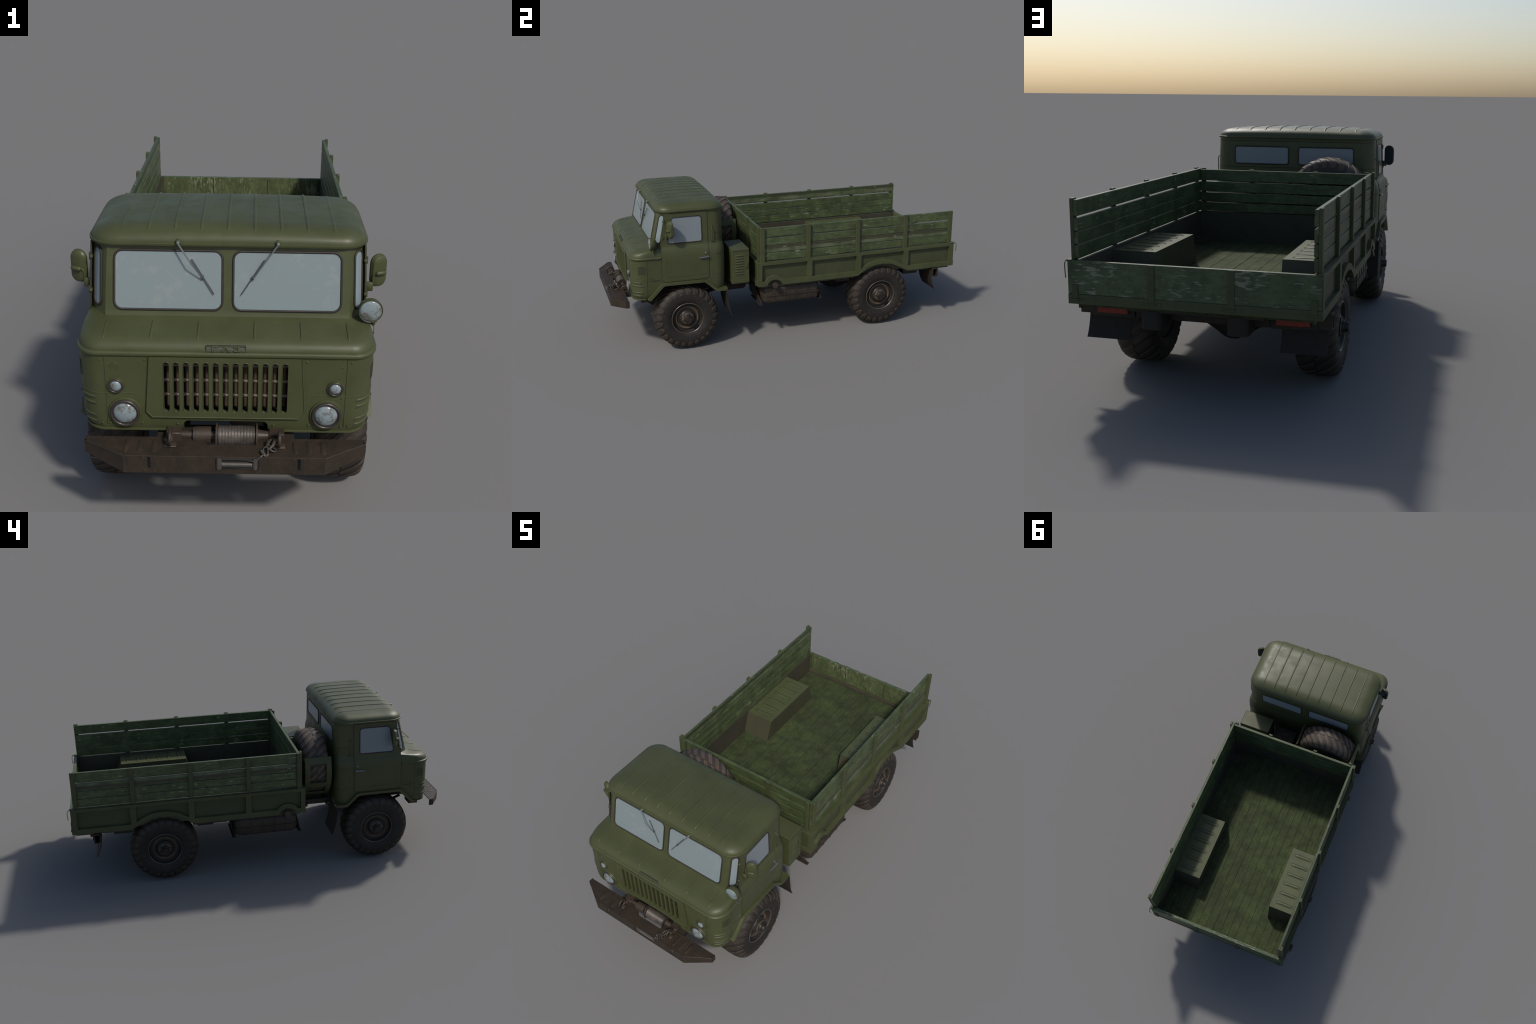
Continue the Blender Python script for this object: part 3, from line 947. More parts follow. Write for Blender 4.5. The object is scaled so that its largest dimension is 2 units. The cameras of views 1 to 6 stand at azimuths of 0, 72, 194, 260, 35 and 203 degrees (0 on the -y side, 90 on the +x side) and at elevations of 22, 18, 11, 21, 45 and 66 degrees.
# ============================================================ wheels
WR, WHALF, NL = .1770, .0600, 25
def tyre_surface():
    """half carcass from bead to crown: (u, r)"""
    return [(.046, .0860), (.0525, .0885), (.0565, .097), (.0592, .112), (.0600, .126), (.0588, .141), (.0555, .1545), (.0490, .1648), (.0380, .1708), (.020, .1733), (0.0, .1740)]
def tyre_mesh(name, lugmat):
    bm = bmesh.new()
    half = tyre_surface()
    half = [(u * 1.2, r) for u, r in half]
    prof = [(r, u) for u, r in half] + [(r, -u) for u, r in half[-2::-1]]
    seg = 72
    rv = []
    for r, u in prof:
        rv.append([bm.verts.new((u, r * cos(2 * pi * k / seg), r * sin(2 * pi * k / seg))) for k in range(seg)])
    for a, b in zip(rv, rv[1:]):
        for k in range(seg):
            j = (k + 1) % seg
            bm.faces.new((a[k], a[j], b[j], b[k]))
    # inner barrel
    a, b = rv[0], rv[-1]
    for k in range(seg):
        j = (k + 1) % seg
        bm.faces.new((b[k], b[j], a[j], a[k]))
    # lugs: from the shoulder over to the middle, swept round, the two sides interleaved
    #  (u, base radius, top radius along the local normal, sweep in pitches, half width in pitches)
    path = [(.0590, .1375, .0003, .00, .20), (.0590, .1390, .0018, .00, .27), (.0578, .1450, .0024, .00, .31), (.0550, .1555, .0028, .00, .32), (.0490, .1648, .0031, .05, .32),
            (.0400, .1700, .0032, .20, .31), (.0290, .1723, .0031, .44, .30), (.0160, .1736, .0031, .74, .28), (.0020, .1740, .0030, 1.06, .26)]
    pitch = 2 * pi / NL
    for side in (1, -1):
        for q in range(NL):
            a0 = pitch * (q + (0.5 if side < 0 else 0))
            rows = []
            for i, (u, r, h, sw, hw) in enumerate(path):
                u *= 1.2
                i0, i1 = max(i - 1, 0), min(i + 1, len(path) - 1)
                du, dr = path[i1][0] - path[i0][0], path[i1][1] - path[i0][1]
                L = sqrt(du * du + dr * dr)
                nu, nr = dr / L, -du / L
                ac = a0 + side * pitch * sw
                row = []
                for da, hh in ((-hw - .02, -.004), (-hw, .55), (-hw + .035, 1.0), (hw - .035, 1.0), (hw, .55), (hw + .02, -.004)):
                    lift = -.004 if hh < 0 else h * hh
                    rr = r + nr * lift; uu = u + nu * lift
                    ang = ac + pitch * da
                    row.append(bm.verts.new((side * uu, rr * cos(ang), rr * sin(ang))))
                rows.append(row)
            for ra, rb in zip(rows, rows[1:]):
                for k in range(5):
                    f = bm.faces.new((ra[k], ra[k + 1], rb[k + 1], rb[k]))
                    f.material_index = 1 if k == 2 else (2 if k in (1, 3) else 0)
            for r_ in (rows[0], rows[-1]):
                f = bm.faces.new(r_); f.material_index = 2
    return to_mesh(bm, name, ['tyre' if lugmat == 'lug' else 'spare_gap', lugmat, 'mud' if lugmat == 'lug' else 'spare_lug'], 38)

TYRE = tyre_mesh('tyre', 'lug')
SPARE = tyre_mesh('spare_tyre', 'spare_lug')
def rim_mesh():
    bm = bmesh.new()
    prof = [(.0875, .034), (.0885, .047), (.0885, .0515), (.0862, .0535), (.0835, .0515), (.0815, .046), (.0785, .036), (.072, .0310),
            (.0670, .0310), (.0650, .0375), (.0600, .0405), (.0535, .0365), (.0510, .0290), (.0490, .0240), (.0475, .0240), (.0460, .031),
            (.0425, .041), (.0370, .047), (.0335, .0485), (.0004, .0485)]
    mi = [0, 0, 1, 1, 0, 0, 0, 0, 0, 2, 2, 2, 0, 0, 0, 0, 0, 0, 0]
    bm_revolve(bm, prof, 'x', (0, 0, 0), 48, mi)
    # back side of the wheel
    bm_revolve(bm, [(.0865, -.072), (.083, -.072), (.078, -.03), (.078, .02), (.03, .02), (.0004, .02)], 'x', (0, 0, 0), 32, [0] * 5)
    return to_mesh(bm, 'rim', ['rim', 'edge', 'rim_mud'], 40)
def hub_mesh():
    bm = bmesh.new()
    prof = [(.034, .046), (.0335, .0520), (.0305, .0545), (.0235, .0550), (.0225, .0625), (.0205, .0645), (.0185, .0650), (.0180, .0745), (.0165, .0780), (.0004, .0785)]
    bm_revolve(bm, prof, 'x', (0, 0, 0), 32, [0, 1, 1, 0, 0, 0, 0, 0, 0])
    for k in range(6):
        a = 2 * pi * k / 6 + .3
        bm_cyl(bm, (.052, .0282 * cos(a), .0282 * sin(a)), (.0585, .0282 * cos(a), .0282 * sin(a)), .0030, 8)
    for k in range(10):
        a = 2 * pi * k / 10
        bm_cyl(bm, (.062, .0208 * cos(a), .0208 * sin(a)), (.0665, .0208 * cos(a), .0208 * sin(a)), .0012, 6)
    return to_mesh(bm, 'hub', ['rim', 'rim_mud'], 40)
RIM, HUB = rim_mesh(), hub_mesh()
WX = .3345
for i, (s, y) in enumerate(((1, -.610), (-1, -.610), (1, .528), (-1, .528))):
    ctr = (s * WX, y, WR + .0002)
    rot = (0.37 * i, 0, 0) if s > 0 else (0.37 * i, 0, pi)
    Wl = add_obj('wheel', RIM, None, ctr, rot)
    Wl.name = 'wheel'
    add_obj('tyre', TYRE, Wl, (-.0118, 0, 0))
    add_obj('hub', HUB, Wl)
sp = add_obj('spare_wheel', RIM, None, (-.186, -.2800, .5195), (0, 0, pi / 2))
spt = add_obj('spare_tyre', SPARE, sp, (-.0118, 0, 0), (0.4, 0, 0))
spt.scale = (.93, 1, 1)
add_obj('hub', HUB, sp)

# ============================================================ bumper and winch
bm = bmesh.new()
top = [(-.357, -.915), (-.357, -.9315), (-.2525, -.9945), (.2525, -.9945), (.357, -.9315), (.357, -.915), (.092, -.915), (.078, -.946), (-.045, -.946), (-.062, -.930), (-.080, -.915)]
bm_panel(bm, top, [], FZ, .2945, .2995)
# front plate: centre with openings
def FB(a, b, h):
    return (a, -1.0 + h, b)
hol = [rect(-.0225, .0875, .2610, .2965), rect(-.1925, -.1845, .2640, .2970), rect(.1845, .1925, .2640, .2970)]
bm_panel(bm, [(-.254, .250), (.254, .250), (.254, .3000), (-.254, .3000)], hol, FB, 0, .005)
for s in (1, -1):
    def FS(a, b, h, s=s):
        A = Vector((.254, -1.0)); B = Vector((.3625, -.934))
        p = A.lerp(B, a); n = Vector((-(B - A).y, (B - A).x)).normalized()
        p = p + n * h
        return (s * p.x, p.y, b)
    bm_panel(bm, [(0, .250), (1, .266), (1, .3000), (0, .3000)], [], FS, 0, .005)
    bm_panel(bm, [(-.9355, .266), (-.914, .266), (-.914, .3000), (-.9355, .3000)], [], FX(s), .3575, .3625)
BU = build('bumper', bm, 'rust', None, 30)
bm = bmesh.new()
for a, b in zip([(-.362, -.9345), (-.254, -.9995), (.254, -.9995)], [(-.254, -.9995), (.254, -.9995), (.362, -.9345)]):
    bm_tube(bm, [(a[0], a[1], .2997), (b[0], b[1], .2997)], .0010, 6)
build('worn_edge', bm, 'winch', BU, 60)
bm = bmesh.new()
for s in (1, -1):
    for x in (.180, .2155, .2505):
        path = [(s * x, -.985 + .062 * k / 10, .2995) for k in range(11)]
        bm_rib(bm, path, [(0, 0, 1)] * 11, .0075, .0030)
build('tread_plate', bm, 'rust', BU, 50, kind='stuff')
fb = bolt(0, 0, 0, .0038, '-y', 'rust', name='bolt')
for s in (1, -1):
    for dx in (-.013, .013):
        for z in (.257, .2945):
            add_obj('bolt', fb, BU, (s * .1885 + dx, -1.0 + .0, z)) if False else add_obj('bolt', fb, BU, (s * .1885 + dx, -.9995, min(z, .2935)))
# fairlead rollers
bm = bmesh.new()
for x in (-.0135, .0785):
    bm_cyl(bm, (x, -.9915, .2615), (x, -.9915, .2962), .0078, 16)
bm_cyl(bm, (-.006, -.9890, .2710), (.071, -.9890, .2710), .0068, 16)
bm_cyl(bm, (-.006, -.9890, .2905), (.071, -.9890, .2905), .0058, 16)
build('fairlead_roller', bm, 'roller', BU, 40)
# winch body
bm = bmesh.new()
wy, wz = -.908, .3030
bm_cyl(bm, (-.125, wy, wz), (.150, wy, wz), .0100, 16)
bm_cyl(bm, (-.083, wy, wz), (-.077, wy, wz), .0205, 24)
bm_cyl(bm, (-.077, wy, wz), (-.037, wy, wz), .0220, 24)
bm_cyl(bm, (-.0245, wy, wz), (-.0195, wy, wz), .0325, 28)
bm_cyl(bm, (.0795, wy, wz), (.0845, wy, wz), .0325, 28)
bm_cyl(bm, (-.0195, wy, wz), (.0795, wy, wz), .0215, 24)
bm_tube(bm, [(.0845, wy, wz), (.112, wy, wz)], [.0165, .0120], 16)
for s in (-1, 1):
    bm_box(bm, s * .133 - .020, s * .133 + .020, -.922, -.890, .296, .3165, .002)
WI = build('winch', bm, 'winch', None, 40)
bm = bmesh.new()
turns, n = 25, 25 * 20
pth = [(-.0178 + .0955 * k / n, wy + .0238 * cos(2 * pi * turns * k / n), wz + .0238 * sin(2 * pi * turns * k / n)) for k in range(n + 1)]
bm_tube(bm, pth, .0020, 6)
build('cable_coil', bm, 'cable', WI, 60)
# tow hooks
for s in (-1, 1):
    bm = bmesh.new()
    cx, cy, cz = s * .139, -.951, .3215
    ringp = [(cx, cy + .0185 * cos(a), cz + .0185 * sin(a)) for a in [radians(-70 + 25 * k) for k in range(13)]]
    bm_tube(bm, ringp, [.0045] * 11 + [.004, .003], 10)
    bm_box(bm, cx - .016, cx + .016, cy - .012, cy + .012, .2995, .3045, .0015)
    bm_cyl(bm, (cx, cy + .016, .30), (cx, cy + .040, .306), .006, 10)
    build('tow_hook', bm, 'winch', BU, 50)
# cable end: hook lever, shackle and links
def link(bm, c, r, lng, rot, th=.0018):
    P = [Vector((r * cos(a), (lng if sin(a) > 0 else -lng) + r * sin(a), 0)) for a in [2 * pi * k / 18 for k in range(18)]]
    Mx = Matrix.Translation(c) @ rot
    bm_tube(bm, [Mx @ p for p in P], th, 6, closed=True)
from mathutils import Euler
bm = bmesh.new()
link(bm, (.118, -.972, .3085), .0075, .006, Euler((.3, .2, 1.1)).to_matrix().to_4x4(), .0022)
link(bm, (.104, -.983, .3065), .0065, .005, Euler((.9, .3, .3)).to_matrix().to_4x4(), .0020)
link(bm, (.098, -.991, .3040), .0050, .004, Euler((.2, 1.0, .7)).to_matrix().to_4x4(), .0018)
bm_cyl(bm, (.092, -.983, .311), (.108, -.996, .300), .0020, 8)
bm_tube(bm, [(.098, -.993, .304), (.093, -.9975, .3015), (.082, -.9990, .292), (.070, -.996, .286), (.055, -.985, .281)], .0022, 8)
build('shackle', bm, 'roller', BU, 60)
bm = bmesh.new()
bm_tube(bm, [(.139, -.940, .314), (.128, -.953, .318), (.122, -.966, .312), (.112, -.974, .3065)], [.005, .0065, .005, .0035], 8)
bm_tube(bm, [(.124, -.930, .309), (.112, -.950, .313), (.106, -.965, .305)], [.004, .006, .0035], 8)
build('hook_lever', bm, 'winch', BU, 60)

# ============================================================ cargo bed
BED = None
Y0, Y1 = -.2125, .9805
# lower side frame: outline with the two arches along the bottom edge
big_in = [(.378, .3165), (.411, .3415), (.452, .3630), (.496, .3720), (.538, .3735), (.577, .3695), (.611, .3560), (.650, .3365), (.688, .3165)]
big_out = [(.381, .3440), (.4060, .3600), (.4470, .3835), (.494, .3960), (.538, .3985), (.580, .3950), (.618, .3800), (.654, .3600), (.683, .3440)]
sm_in = [(-.165, .3165)] + arc_pts((-.1200, .3130), .0430, 168, 12, 12, .0370) + [(-.075, .3165)]
sm_out = [(-.1820, .3440)] + arc_pts((-.1200, .3240), .0580, 155, 25, 10, .0500) + [(-.0590, .3440)]
outer = [(Y0, .4525), (Y0, .3165)] + sm_in + big_in + [(Y1, .3165), (Y1, .4525)]
zt, zb = .4365, .3440
hol = [
    [(-.192, zt), (.070, zt), (.070, zb)] + sm_out[::-1][:-1] + [(-.192, .3440)],
    [(.0995, zt), (.3660, zt), (.3660, zb), (.0995, zb)],
    [(.3955, zt), (.6605, zt), (.6605, .3560)] + big_out[1:-1][::-1][1:] + [(.3955, .3530)],
    [(.6905, zt), (.9540, zt), (.9540, zb), (.6905, zb)],
]
back = [(Y0 + .004, .4505), (Y0 + .004, .3175)] + sm_in + big_in + [(Y1 - .004, .3175), (Y1 - .004, .4505)]
rivet = bolt(0, 0, 0, .0034, 'x', 'panel', name='rivet')
for s in (1, -1):
    fr = panel('side_frame', outer, hol, FX(s), .3875, .4035, 'frame', BED, angle=25)
    panel('side_panel', back, [], FX(s), .3780, .3880, 'panel', fr, angle=25)
    panel('bed_inner_wall', [(Y0 + .02, .4505), (Y0 + .02, .300)] + [(.36, .300)] + [(.373, .31), (.405, .336), (.446, .356), (.49, .366), (.531, .368), (.57, .364), (.606, .351), (.645, .331), (.682, .31)] + [(.70, .300), (Y1 - .014, .300), (Y1 - .014, .4505)], [], FX(s), .3712, .3780, 'inner', BED, angle=25)
    for y, z in ((-.178, .432), (.056, .432), (.056, .356), (-.178, .352), (.1035, .432), (.351, .432), (.351, .357), (.1035, .357), (.3985, .432), (.645, .432), (.693, .432), (.938, .432), (.938, .357), (.693, .357)):
        add_obj('rivet', rivet, fr, (s * .3880, y + .006, z - .004), (0, 0, 0 if s > 0 else pi))
    # top boards
    for k, (z0, z1) in enumerate(((.5905, .6410), (.5430, .5840), (.5020, .5410), (.4570, .4995))):
        m = 'side_board'
        if s > 0 and k == 2: m = 'side_board_stripe'
        if s < 0 and k == 1: m = 'side_board_far'
        if s < 0 and k == 0: m = 'side_board_dark_top'
        bm = bmesh.new()
        bm_box(bm, min(s * .3710, s * .3850), max(s * .3710, s * .3850), -.197, .9665, z0, z1, .0016)
        build('side_board', bm, m, BED)
    # posts outside the boards
    for y in (-.186, .0800, .3755, .6700, .9555):
        bm = bmesh.new()
        w = .0115 if -.1 < y < .9 else .0120
        bm_box(bm, min(s * .3845, s * .3965), max(s * .3845, s * .3965), y - w, y + w, .4505, .6455, .0014)
        build('stake', bm, 'frame', BED)
    # corner posts seen from behind
    for z0, z1 in ((.4600, .6415),):
        pass
    # ledge rail top between boards and rail
    box('top_rail', min(s * .3720, s * .3935), max(s * .3720, s * .3935), Y0 + .002, Y1 - .014, .4440, .4515, 'frame', BED, .001)

# floor planks
NP, FW = 16, .371 * 2
pw = FW / NP
for i in range(NP):
    x0 = -.371 + pw * i + .0005; x1 = -.371 + pw * (i + 1) - .0005
    spans = [(-.196, .966)]
    if min(abs(x0), abs(x1)) > .23:
        spans = [(-.196, .312), (.748, .966)]
    for a, b in spans:
        dz = random.uniform(-.0006, .0006)
        box('floor_plank', x0, x1, a, b, .3065, .3260 + dz, 'floor', BED, .0007)
# dark under-floor so no light comes through the plank gaps
box('floor_bearer', -.221, .221, -.19, .96, .3000, .3068, 'chassis', BED, 0)
for y in (-.17, .02, .22, .32, .74):
    box('cross_bearer', -.24 if y not in (.32, .74) else -.36, .24 if y not in (.32, .74) else .36, y - .012, y + .012, .2860, .3000, 'chassis', BED, .001)

# front wall
for k, (z0, z1) in enumerate(((.5905, .6380), (.5425, .5850), (.4990, .5375), (.4565, .4940))):
    box('front_board', -.3705, .3705, -.1950, -.1800, z0, z1, 'front_board', BED, .0016)
for x in (-.3610, -.1415, .1415, .3610):
    w = .0110 if abs(x) < .2 else .0095
    box('front_stake', x - w, x + w, -.2060, -.1945, .4530, .6430, 'frame', BED, .0013)
box('front_lower_panel', -.3925, .3925, -.2130, -.1960, .3180, .4505, 'panel', BED, .001)
bm = bmesh.new()
bm_box(bm, -.4030, .4030, -.2165, -.2125, .4365, .4520, .001)
bm_box(bm, -.4030, .4030, -.2165, -.2125, .3160, .3430, .001)
for s in (-1, 1):
    bm_box(bm, s * .3910 - .0115, s * .3910 + .0115, -.2162, -.2128, .3429, .4367, .001)
build('front_rail', bm, 'frame', BED)
panel('front_inner_wall', [(-.3715, .3150), (.3715, .3150), (.3715, .4545), (-.3715, .4545)], [], FY, -.1955, -.1835, 'inner', BED)

# tailgate
TG = panel('tailgate', rect(-.4005, .4005, .3490, .4535), [], FY, .9690, .9835, 'tailgate', BED)
box('tailgate_lining', -.3700, .3700, .9668, .9692, .3500, .4525, 'tailgate_inner', TG, 0)
box('tailgate_sill', -.4030, .4030, .9668, .9850, .3170, .3480, 'frame', BED, .0012)
box('tailgate_ledge', -.3712, .3712, .9560, .9640, .3190, .3440, 'inner', BED, .0012)
strap_bm = bmesh.new()
bm_box(strap_bm, -.0105, .0105, .9820, .9870, .3330, .4535, .001)
bm_box(strap_bm, -.0150, .0150, .9830, .9905, .3290, .3345, .001)
sm = to_mesh(strap_bm, 'strap', 'frame')
for x in (-.1265, .1265):
    add_obj('strap', sm, TG, (x, 0, 0))
hb = bmesh.new()
bm_box(hb, -.0095, .0095, .9820, .9875, .3330, .3790, .001)
bm_box(hb, -.0140, .0140, .9830, .9905, .3290, .3345, .001)
hm = to_mesh(hb, 'hinge_plate', 'frame')
for x in (-.3785, .3785):
    add_obj('hinge_plate', hm, TG, (x, 0, 0))
tb = bolt(0, 0, 0, .0056, 'y', 'frame', h=.0025, name='sill_bolt')
for x in (-.354, -.1555, -.0985, .0985, .1555, .354):
    add_obj('sill_bolt', tb, TG, (x, .9850, .3325))
# thin dark vertical lines on the tailgate inside
for x in (-.1265, .1265):
    box('inner_dark_line', x - .0020, x + .0020, .9659, .9669, .352, .449, 'groove', TG, 0)
for s in (1, -1):
    for dx in (.357, .364):
        box('inner_dark_line', min(s * dx, s * (dx + .003)), max(s * dx, s * (dx + .003)), .9658, .9669, .351, .4520, 'groove', TG, 0)
    # corner catch and hanging hook
    bm = bmesh.new()
    bm_box(bm, min(s * .388, s * .4055), max(s * .388, s * .4055), .955, .986, .4515, .4570, .001)
    bm_tube(bm, [(s * .404, .975, .4560), (s * .405, .988, .4550), (s * .4045, .9955, .4480), (s * .4035, .9982, .4360), (s * .4030, .9982, .4220), (s * .4030, .9960, .4020)], .0018, 6)
    build('tailgate_hook', bm, 'frame', TG, 50)

# small folded bracket in the front corner of the floor
bm = bmesh.new()
bm_panel(bm, [(.318, -.140), (.371, -.132), (.371, -.078), (.318, -.080)], [], FZ, .3250, .3370)
bm_panel(bm, [(.345, -.120), (.371, -.118), (.371, -.095), (.345, -.096)], [], FZ, .3365, .3500)
build('floor_bracket', bm, 'inner', BED)
# wheel boxes in the bed
for s in (1, -1):
    bm = bmesh.new()
    b = [(.221, .306), (.3712, .306), (.3712, .757), (.221, .757)]
    t = [(.2185, .344), (.3712, .344), (.3712, .7175), (.2185, .7175)]
    vb = [bm.verts.new((s * x, y, .3195)) for x, y in b]
    vt = [bm.verts.new((s * x, y, .4405)) for x, y in t]
    for i in range(4):
        j = (i + 1) % 4
        f = bm.faces.new((vb[i], vb[j], vt[j], vt[i])); f.material_index = 1
    bm.faces.new(vt)
    WB = build('wheel_box', bm, ['wheel_box_top', 'wheel_box_side'], BED)
    md_th = WB.modifiers.new('thick', 'SOLIDIFY'); md_th.thickness = .004; md_th.offset = -1
    # pressed ribs on the lid
    rg = bmesh.new(); rb = bmesh.new()
    for k in range(6):
        y = .382 + .0595 * k
        pl = rect(.244, .3470, y - .0088, y + .0088, .0086, 6)
        bm_tube(rg, [(s * a, b_, .4405) for a, b_ in pl], .0012, 6, closed=True)
        path = [(s * (.248 + .095 * q / 10), y, .4405) for q in range(11)]
        bm_rib(rb, path, [(0, 0, 1)] * 11, .0068, .0034)
    build('lid_groove', rg, 'groove', WB, 60, kind='stuff')
    build('lid_rib', rb, 'wheel_box_top', WB, 50, kind='stuff')

# ============================================================ between cab and bed
LK = box('tool_locker', .1850, .3665, -.3540, -.2560, .3370, .5335, 'cab', None, .002)
bm = bmesh.new()
bm_box(bm, .3655, .3700, -.3535, -.2565, .3385, .5320, .0012)
build('locker_door', bm, 'cab', LK)
lv = bmesh.new(); lg = bmesh.new()
for k in range(8):
    z = .3935 + .0148 * k
    bm_rib(lv, [(.3700, -.336 + .052 * q / 10, z) for q in range(11)], [(1, 0, .5)] * 11, .0042, .0040)
    bm_box(lg, .3695, .3704, -.333, -.287, z - .0062, z - .0042)
for z in (.5250, .3450):
    bm_box(lg, .3695, .3706, -.3480, -.2620, z - .0012, z + .0012)
    bm_box(lv, .3695, .3712, -.3480, -.2620, z - .0045, z - .0020)
build('locker_louvre', lv, 'cab', LK, 50, kind='stuff')
build('locker_groove', lg, 'groove', LK, kind='stuff')
bm = bmesh.new()
bm_box(bm, .3695, .3735, -.2760, -.2700, .4230, .4560, .001)
bm_box(bm, .3730, .3765, -.2720, -.2650, .4300, .4540, .001)
build('locker_latch', bm, 'cab', LK)
box('locker_shelf', .15, .260, -.352, -.250, .3200, .3365, 'chassis', None, .002)

BB = box('battery_box', .0300, .1650, -.3500, -.2680, .3300, .4760, 'chassis', None, .003)
bm = bmesh.new()
q = rect(.048, .147, -.337, -.281, .012, 5)
bm_tube(bm, [(a, b, .4762) for a, b in q], .0025, 8, closed=True)
q = rect(.072, .124, -.326, -.292, .008, 5)
bm_panel(bm, q, [], FZ, .4755, .4810)
build('battery_lid', bm, 'chassis', BB, 50)

# spare wheel cradle: a curved band with windows on each flank
scx, scz, sr = -.186, .5195, .1845
bm = bmesh.new()
def band(a0, a1, y0, y1, n=14):
    rings = []
    for i in range(n + 1):
        a = radians(a0 + (a1 - a0) * i / n)
        dx, dz = cos(a), sin(a)
        rings.append([Vector((scx + r * dx, y, scz + r * dz)) for r, y in ((sr - .0015, y0), (sr + .0030, y0), (sr + .0030, y1), (sr - .0015, y1))])
    bm_loft(bm, rings)
ya, yb = -.3640, -.2230
band(155, 385, ya, ya + .0270, 44)
band(155, 385, yb - .0270, yb, 44)
for a0, a1 in ((155, 166), (199, 209), (225, 238), (302, 315), (331, 341), (374, 385)):
    band(a0, a1, ya + .0265, yb - .0265, 4)
build('spare_cradle', bm, 'frame', None, 30)
bm = bmesh.new()
bm_box(bm, -.010, .004, -.372, -.215, .330, .345, .001)
for x in (-.30, -.08):
    bm_box(bm, x - .012, x + .012, -.368, -.220, .318, .345, .002)
bm_box(bm, -.34, .15, -.364, -.346, .318, .334, .002)
bm_box(bm, -.34, .15, -.242, -.226, .318, .334, .002)
build('cradle_support', bm, 'chassis', None)

# ============================================================ fuel tanks
for s in (1, -1):
    bm = bmesh.new()
    def trect(inset, z, g=0):
        return [Vector((s * a, b, z)) for a, b in rect(.207 + inset, .3780 - inset, -.176 + inset, .156 - inset, .028, 5)]
    rings = [trect(.022, .2020), trect(.010, .2038), trect(.003, .2090), trect(.0, .2170), trect(.0, .2455), trect(-.0045, .2460), trect(-.0045, .2505), trect(0, .2510),
             trect(.000, .2780), trect(.005, .2940), trect(.016, .3040), trect(.036, .3100)]
    bm_loft(bm, rings)
    T = build('fuel_tank', bm, 'tank', None, 40)
    bm = bmesh.new()
    for k in range(5):
        y = -.115 + .062 * k
        bm_tube(bm, [(s * .336, y, .3100), (s * .359, y, .3060), (s * .3735, y, .2940), (s * .3785, y, .2770), (s * .3785, y, .2530)], .0024, 6)
        bm_tube(bm, [(s * .3785, y, .2430), (s * .3785, y, .2170), (s * .374, y, .207)], .0024, 6)
    build('tank_rib', bm, 'tank', T, 60, kind='stuff')
    bm = bmesh.new()
    bm_cyl(bm, (s * .365, -.119, .2980), (s * .402, -.119, .3160), .0125, 18)
    bm_cyl(bm, (s * .397, -.119, .3150), (s * .4095, -.119, .3185), .0160, 20)
    build('filler_cap', bm, 'tank', T, 40)
    # bracket plates at the tank ends
    for y in (-.190, .162):
        bm = bmesh.new()
        pl = [(.150, .3060), (.150, .2150), (.200, .2100), (.362, .1960), (.376, .1990), (.376, .2070), (.310, .2400), (.200, .2900)]
        bm_panel(bm, [(s * a, b) for a, b in pl], [], FY, y - .003, y + .003)
        bm_box(bm, min(s * .20, s * .376), max(s * .20, s * .376), y - .009, y + .009, .1960, .2005)
        build('tank_bracket', bm, 'chassis', T)

# ============================================================ chassis
bm = bmesh.new()
for s in (1, -1):
    bm_box(bm, s * .130 - .014, s * .130 + .014, -.915, .870, .2480, .2990, .002)
    bm_box(bm, s * .130 - .006, s * .130 + .020, -.93, -.80, .262, .300, .002)
for y in (-.86, -.40, -.10, .25, .45, .68):
    bm_box(bm, -.130, .130, y - .016, y + .016, .2550, .2930, .002)
CH = build('chassis_frame', bm, 'chassis', None)
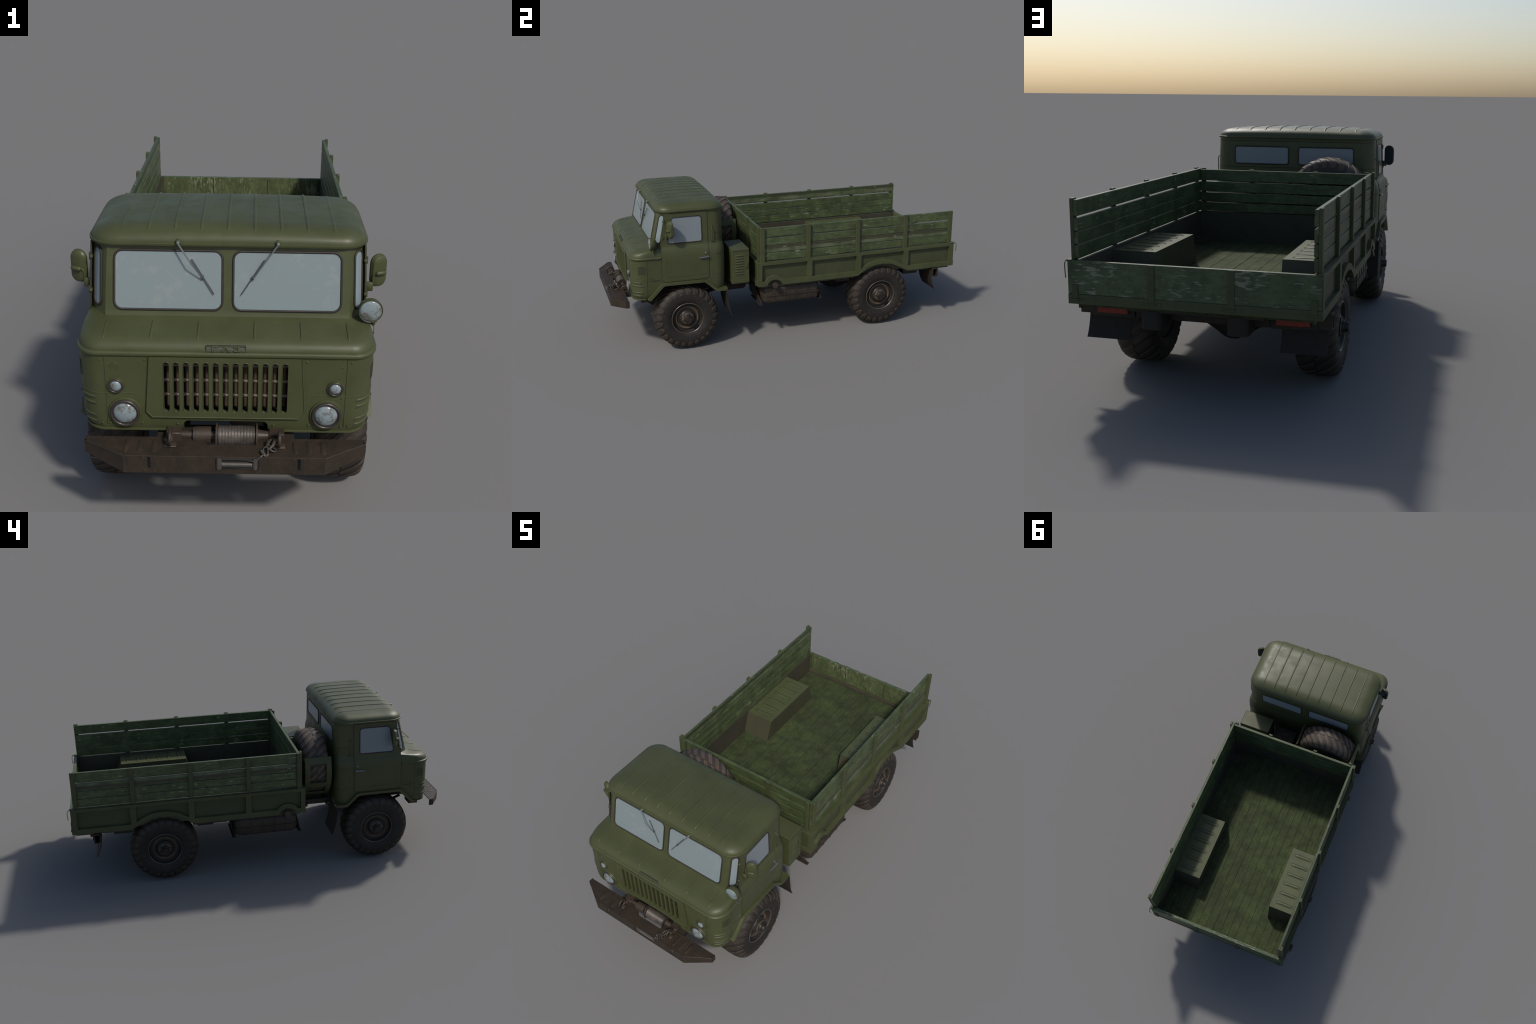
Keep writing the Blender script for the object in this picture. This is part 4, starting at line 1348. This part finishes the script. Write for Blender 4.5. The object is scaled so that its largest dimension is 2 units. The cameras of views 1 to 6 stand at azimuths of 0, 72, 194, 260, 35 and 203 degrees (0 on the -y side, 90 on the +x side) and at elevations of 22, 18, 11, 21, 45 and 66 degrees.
# rear cross tube, plates and lamps
bm = bmesh.new()
bm_panel(bm, rect(.847, .880, .2620, .3130), [rect(.852, .875, .267, .308)], FX(1), -.4150, .4150)
build('rear_cross_tube', bm, 'rust', CH)
bm = bmesh.new()
bm_box(bm, -.22, .22, .8800, .8860, .2580, .3130, .001)
build('rear_beam', bm, 'chassis', CH)
for s in (1, -1):
    box('lamp_plate', min(s * .224, s * .370), max(s * .224, s * .370), .8800, .8880, .2570, .3120, 'chassis', CH)
    box('tail_lamp', min(s * .241, s * .348), max(s * .241, s * .348), .8880, .9010, .2705, .3000, 'red', CH, .003)
    # hanging flap, curling back at the bottom
    bm = bmesh.new()
    rings = []
    for k in range(13):
        t = k / 12
        z = .300 - .1220 * t
        y = .8410 + .004 * t + .028 * t ** 2.5
        rings.append([Vector((s * x, y + d, z)) for x, d in ((.251, 0), (.3985, 0), (.3985, .004), (.251, .004))])
    bm_loft(bm, rings)
    build('mudflap', bm, 'rubber', CH, 40)
    # tow loop: U-shaped steel strap, open at the top
    bm = bmesh.new()
    U = round_poly([(.885, -.034), (.968, -.034), (.968, .034), (.885, .034)], [0, .020, .020, 0], 6)
    Ui = round_poly([(.885, -.0295), (.9635, -.0295), (.9635, .0295), (.885, .0295)], [0, .016, .016, 0], 6)
    pl = U + Ui[::-1]
    def FU(a, b, h, s=s):
        return (s * .1385 + b, a, h)
    bm_panel(bm, pl, [], FU, .2460, .3060)
    build('rear_tow_loop', bm, 'rubber', CH, 40)
    # front flap
    bm = bmesh.new()
    rings = []
    for k in range(13):
        t = k / 12
        z = .322 - .1560 * t
        y = -.393 + .004 * t + .024 * t ** 2.5
        rings.append([Vector((s * x, y + d, z)) for x, d in ((.240, 0), (.3990, 0), (.3990, .004), (.240, .004))])
    bm_loft(bm, rings)
    build('mudflap', bm, 'rubber', CH, 40)
    # leaf springs
    for yc, ln in ((-.610, .205), (.528, .225)):
        bm = bmesh.new()
        for lf in range(6):
            L = ln * (1 - .13 * lf)
            rings = []
            for k in range(13):
                u = -1 + 2 * k / 12
                y = yc + L * u
                z = .2080 + .0440 * (y - yc) ** 2 / ln ** 2 - .0052 * lf
                rings.append([Vector((s * .165 + dx, y, z + dz)) for dx, dz in ((-.011, 0), (.011, 0), (.011, .0044), (-.011, .0044))])
            bm_loft(bm, rings)
        bm_box(bm, s * .165 - .014, s * .165 + .014, yc - .022, yc + .022, .172, .216, .002)
        build('leaf_spring', bm, 'chassis', CH, 40)
# axles
for yc, side in ((-.610, .075), (.528, 0.0)):
    bm = bmesh.new()
    bm_revolve(bm, [(.018, -.30), (.0215, -.285), (.0215, .285), (.018, .30)], 'x', (0, yc, WR), 20)
    prof = [(.022, -.105), (.040, -.072), (.066, -.030), (.072, -.012), (.072, .012), (.066, .030), (.040, .072), (.022, .105)]
    if yc < 0:
        prof = [(.022, -.075), (.040, -.060), (.058, -.036), (.067, -.012), (.067, .012), (.058, .036), (.040, .060), (.022, .075)]
    bm_revolve(bm, prof, 'x', (side, yc, WR), 24)
    dy = -.09 if yc > 0 else .09
    bm_tube(bm, [(side, yc, WR), (side, yc + dy, WR + .010)], [.045, .018], 16)
    build('axle', bm, 'chassis', CH, 40)
bm = bmesh.new()
bm_cyl(bm, (0, .45, .190), (0, .02, .235), .012, 12)
bm_cyl(bm, (.075, -.53, .190), (.03, -.16, .235), .012, 12)
build('drive_shaft', bm, 'chassis', CH, 40)
bm = bmesh.new()
bm_box(bm, -.075, .065, -.170, .030, .2050, .2850, .015, seg=2)
build('transfer_case', bm, 'chassis', CH, 40)
bm = bmesh.new()
bm_box(bm, -.075, .075, -.560, -.330, .2500, .3900, .018, seg=2)
bm_box(bm, -.055, .055, -.330, -.170, .2450, .3000, .012, seg=2)
build('gearbox', bm, 'chassis', CH, 40)
revolve('air_tank', [(.004, -.075), (.024, -.068), (.030, -.055), (.030, .055), (.024, .068), (.004, .075)], 'y', (.185, -.300, .272), 'chassis', CH, 24, angle=50)
revolve('muffler', [(.004, -.10), (.028, -.095), (.030, -.085), (.030, .085), (.028, .095), (.004, .10)], 'y', (-.235, .270, .262), 'chassis', CH, 24, angle=50)
tube('exhaust_pipe', [(-.075, -.40, .262), (-.12, -.28, .240), (-.20, -.02, .235), (-.235, .17, .262)], .011, 'chassis', CH, 10)
# front frame stubs below the apron corners
for s in (1, -1):
    box('apron_bracket', min(s * .285, s * .350), max(s * .285, s * .350), -.850, -.800, .2820, .3110, 'rust', CH, .002)
    box('bumper_bracket', min(s * .115, s * .180), max(s * .115, s * .180), -.935, -.850, .2640, .2935, 'chassis', CH, .002)
    box('mudguard_bracket', min(s * .22, s * .350), max(s * .22, s * .350), .690, .780, .2740, .3060, 'chassis', CH, .004)
    box('mudguard_bracket', min(s * .22, s * .350), max(s * .22, s * .350), .265, .350, .2740, .3060, 'chassis', CH, .004)
    box('steering_rod', min(s * .10, s * .12), max(s * .10, s * .12), -.82, -.60, .262, .280, 'chassis', CH, .002)
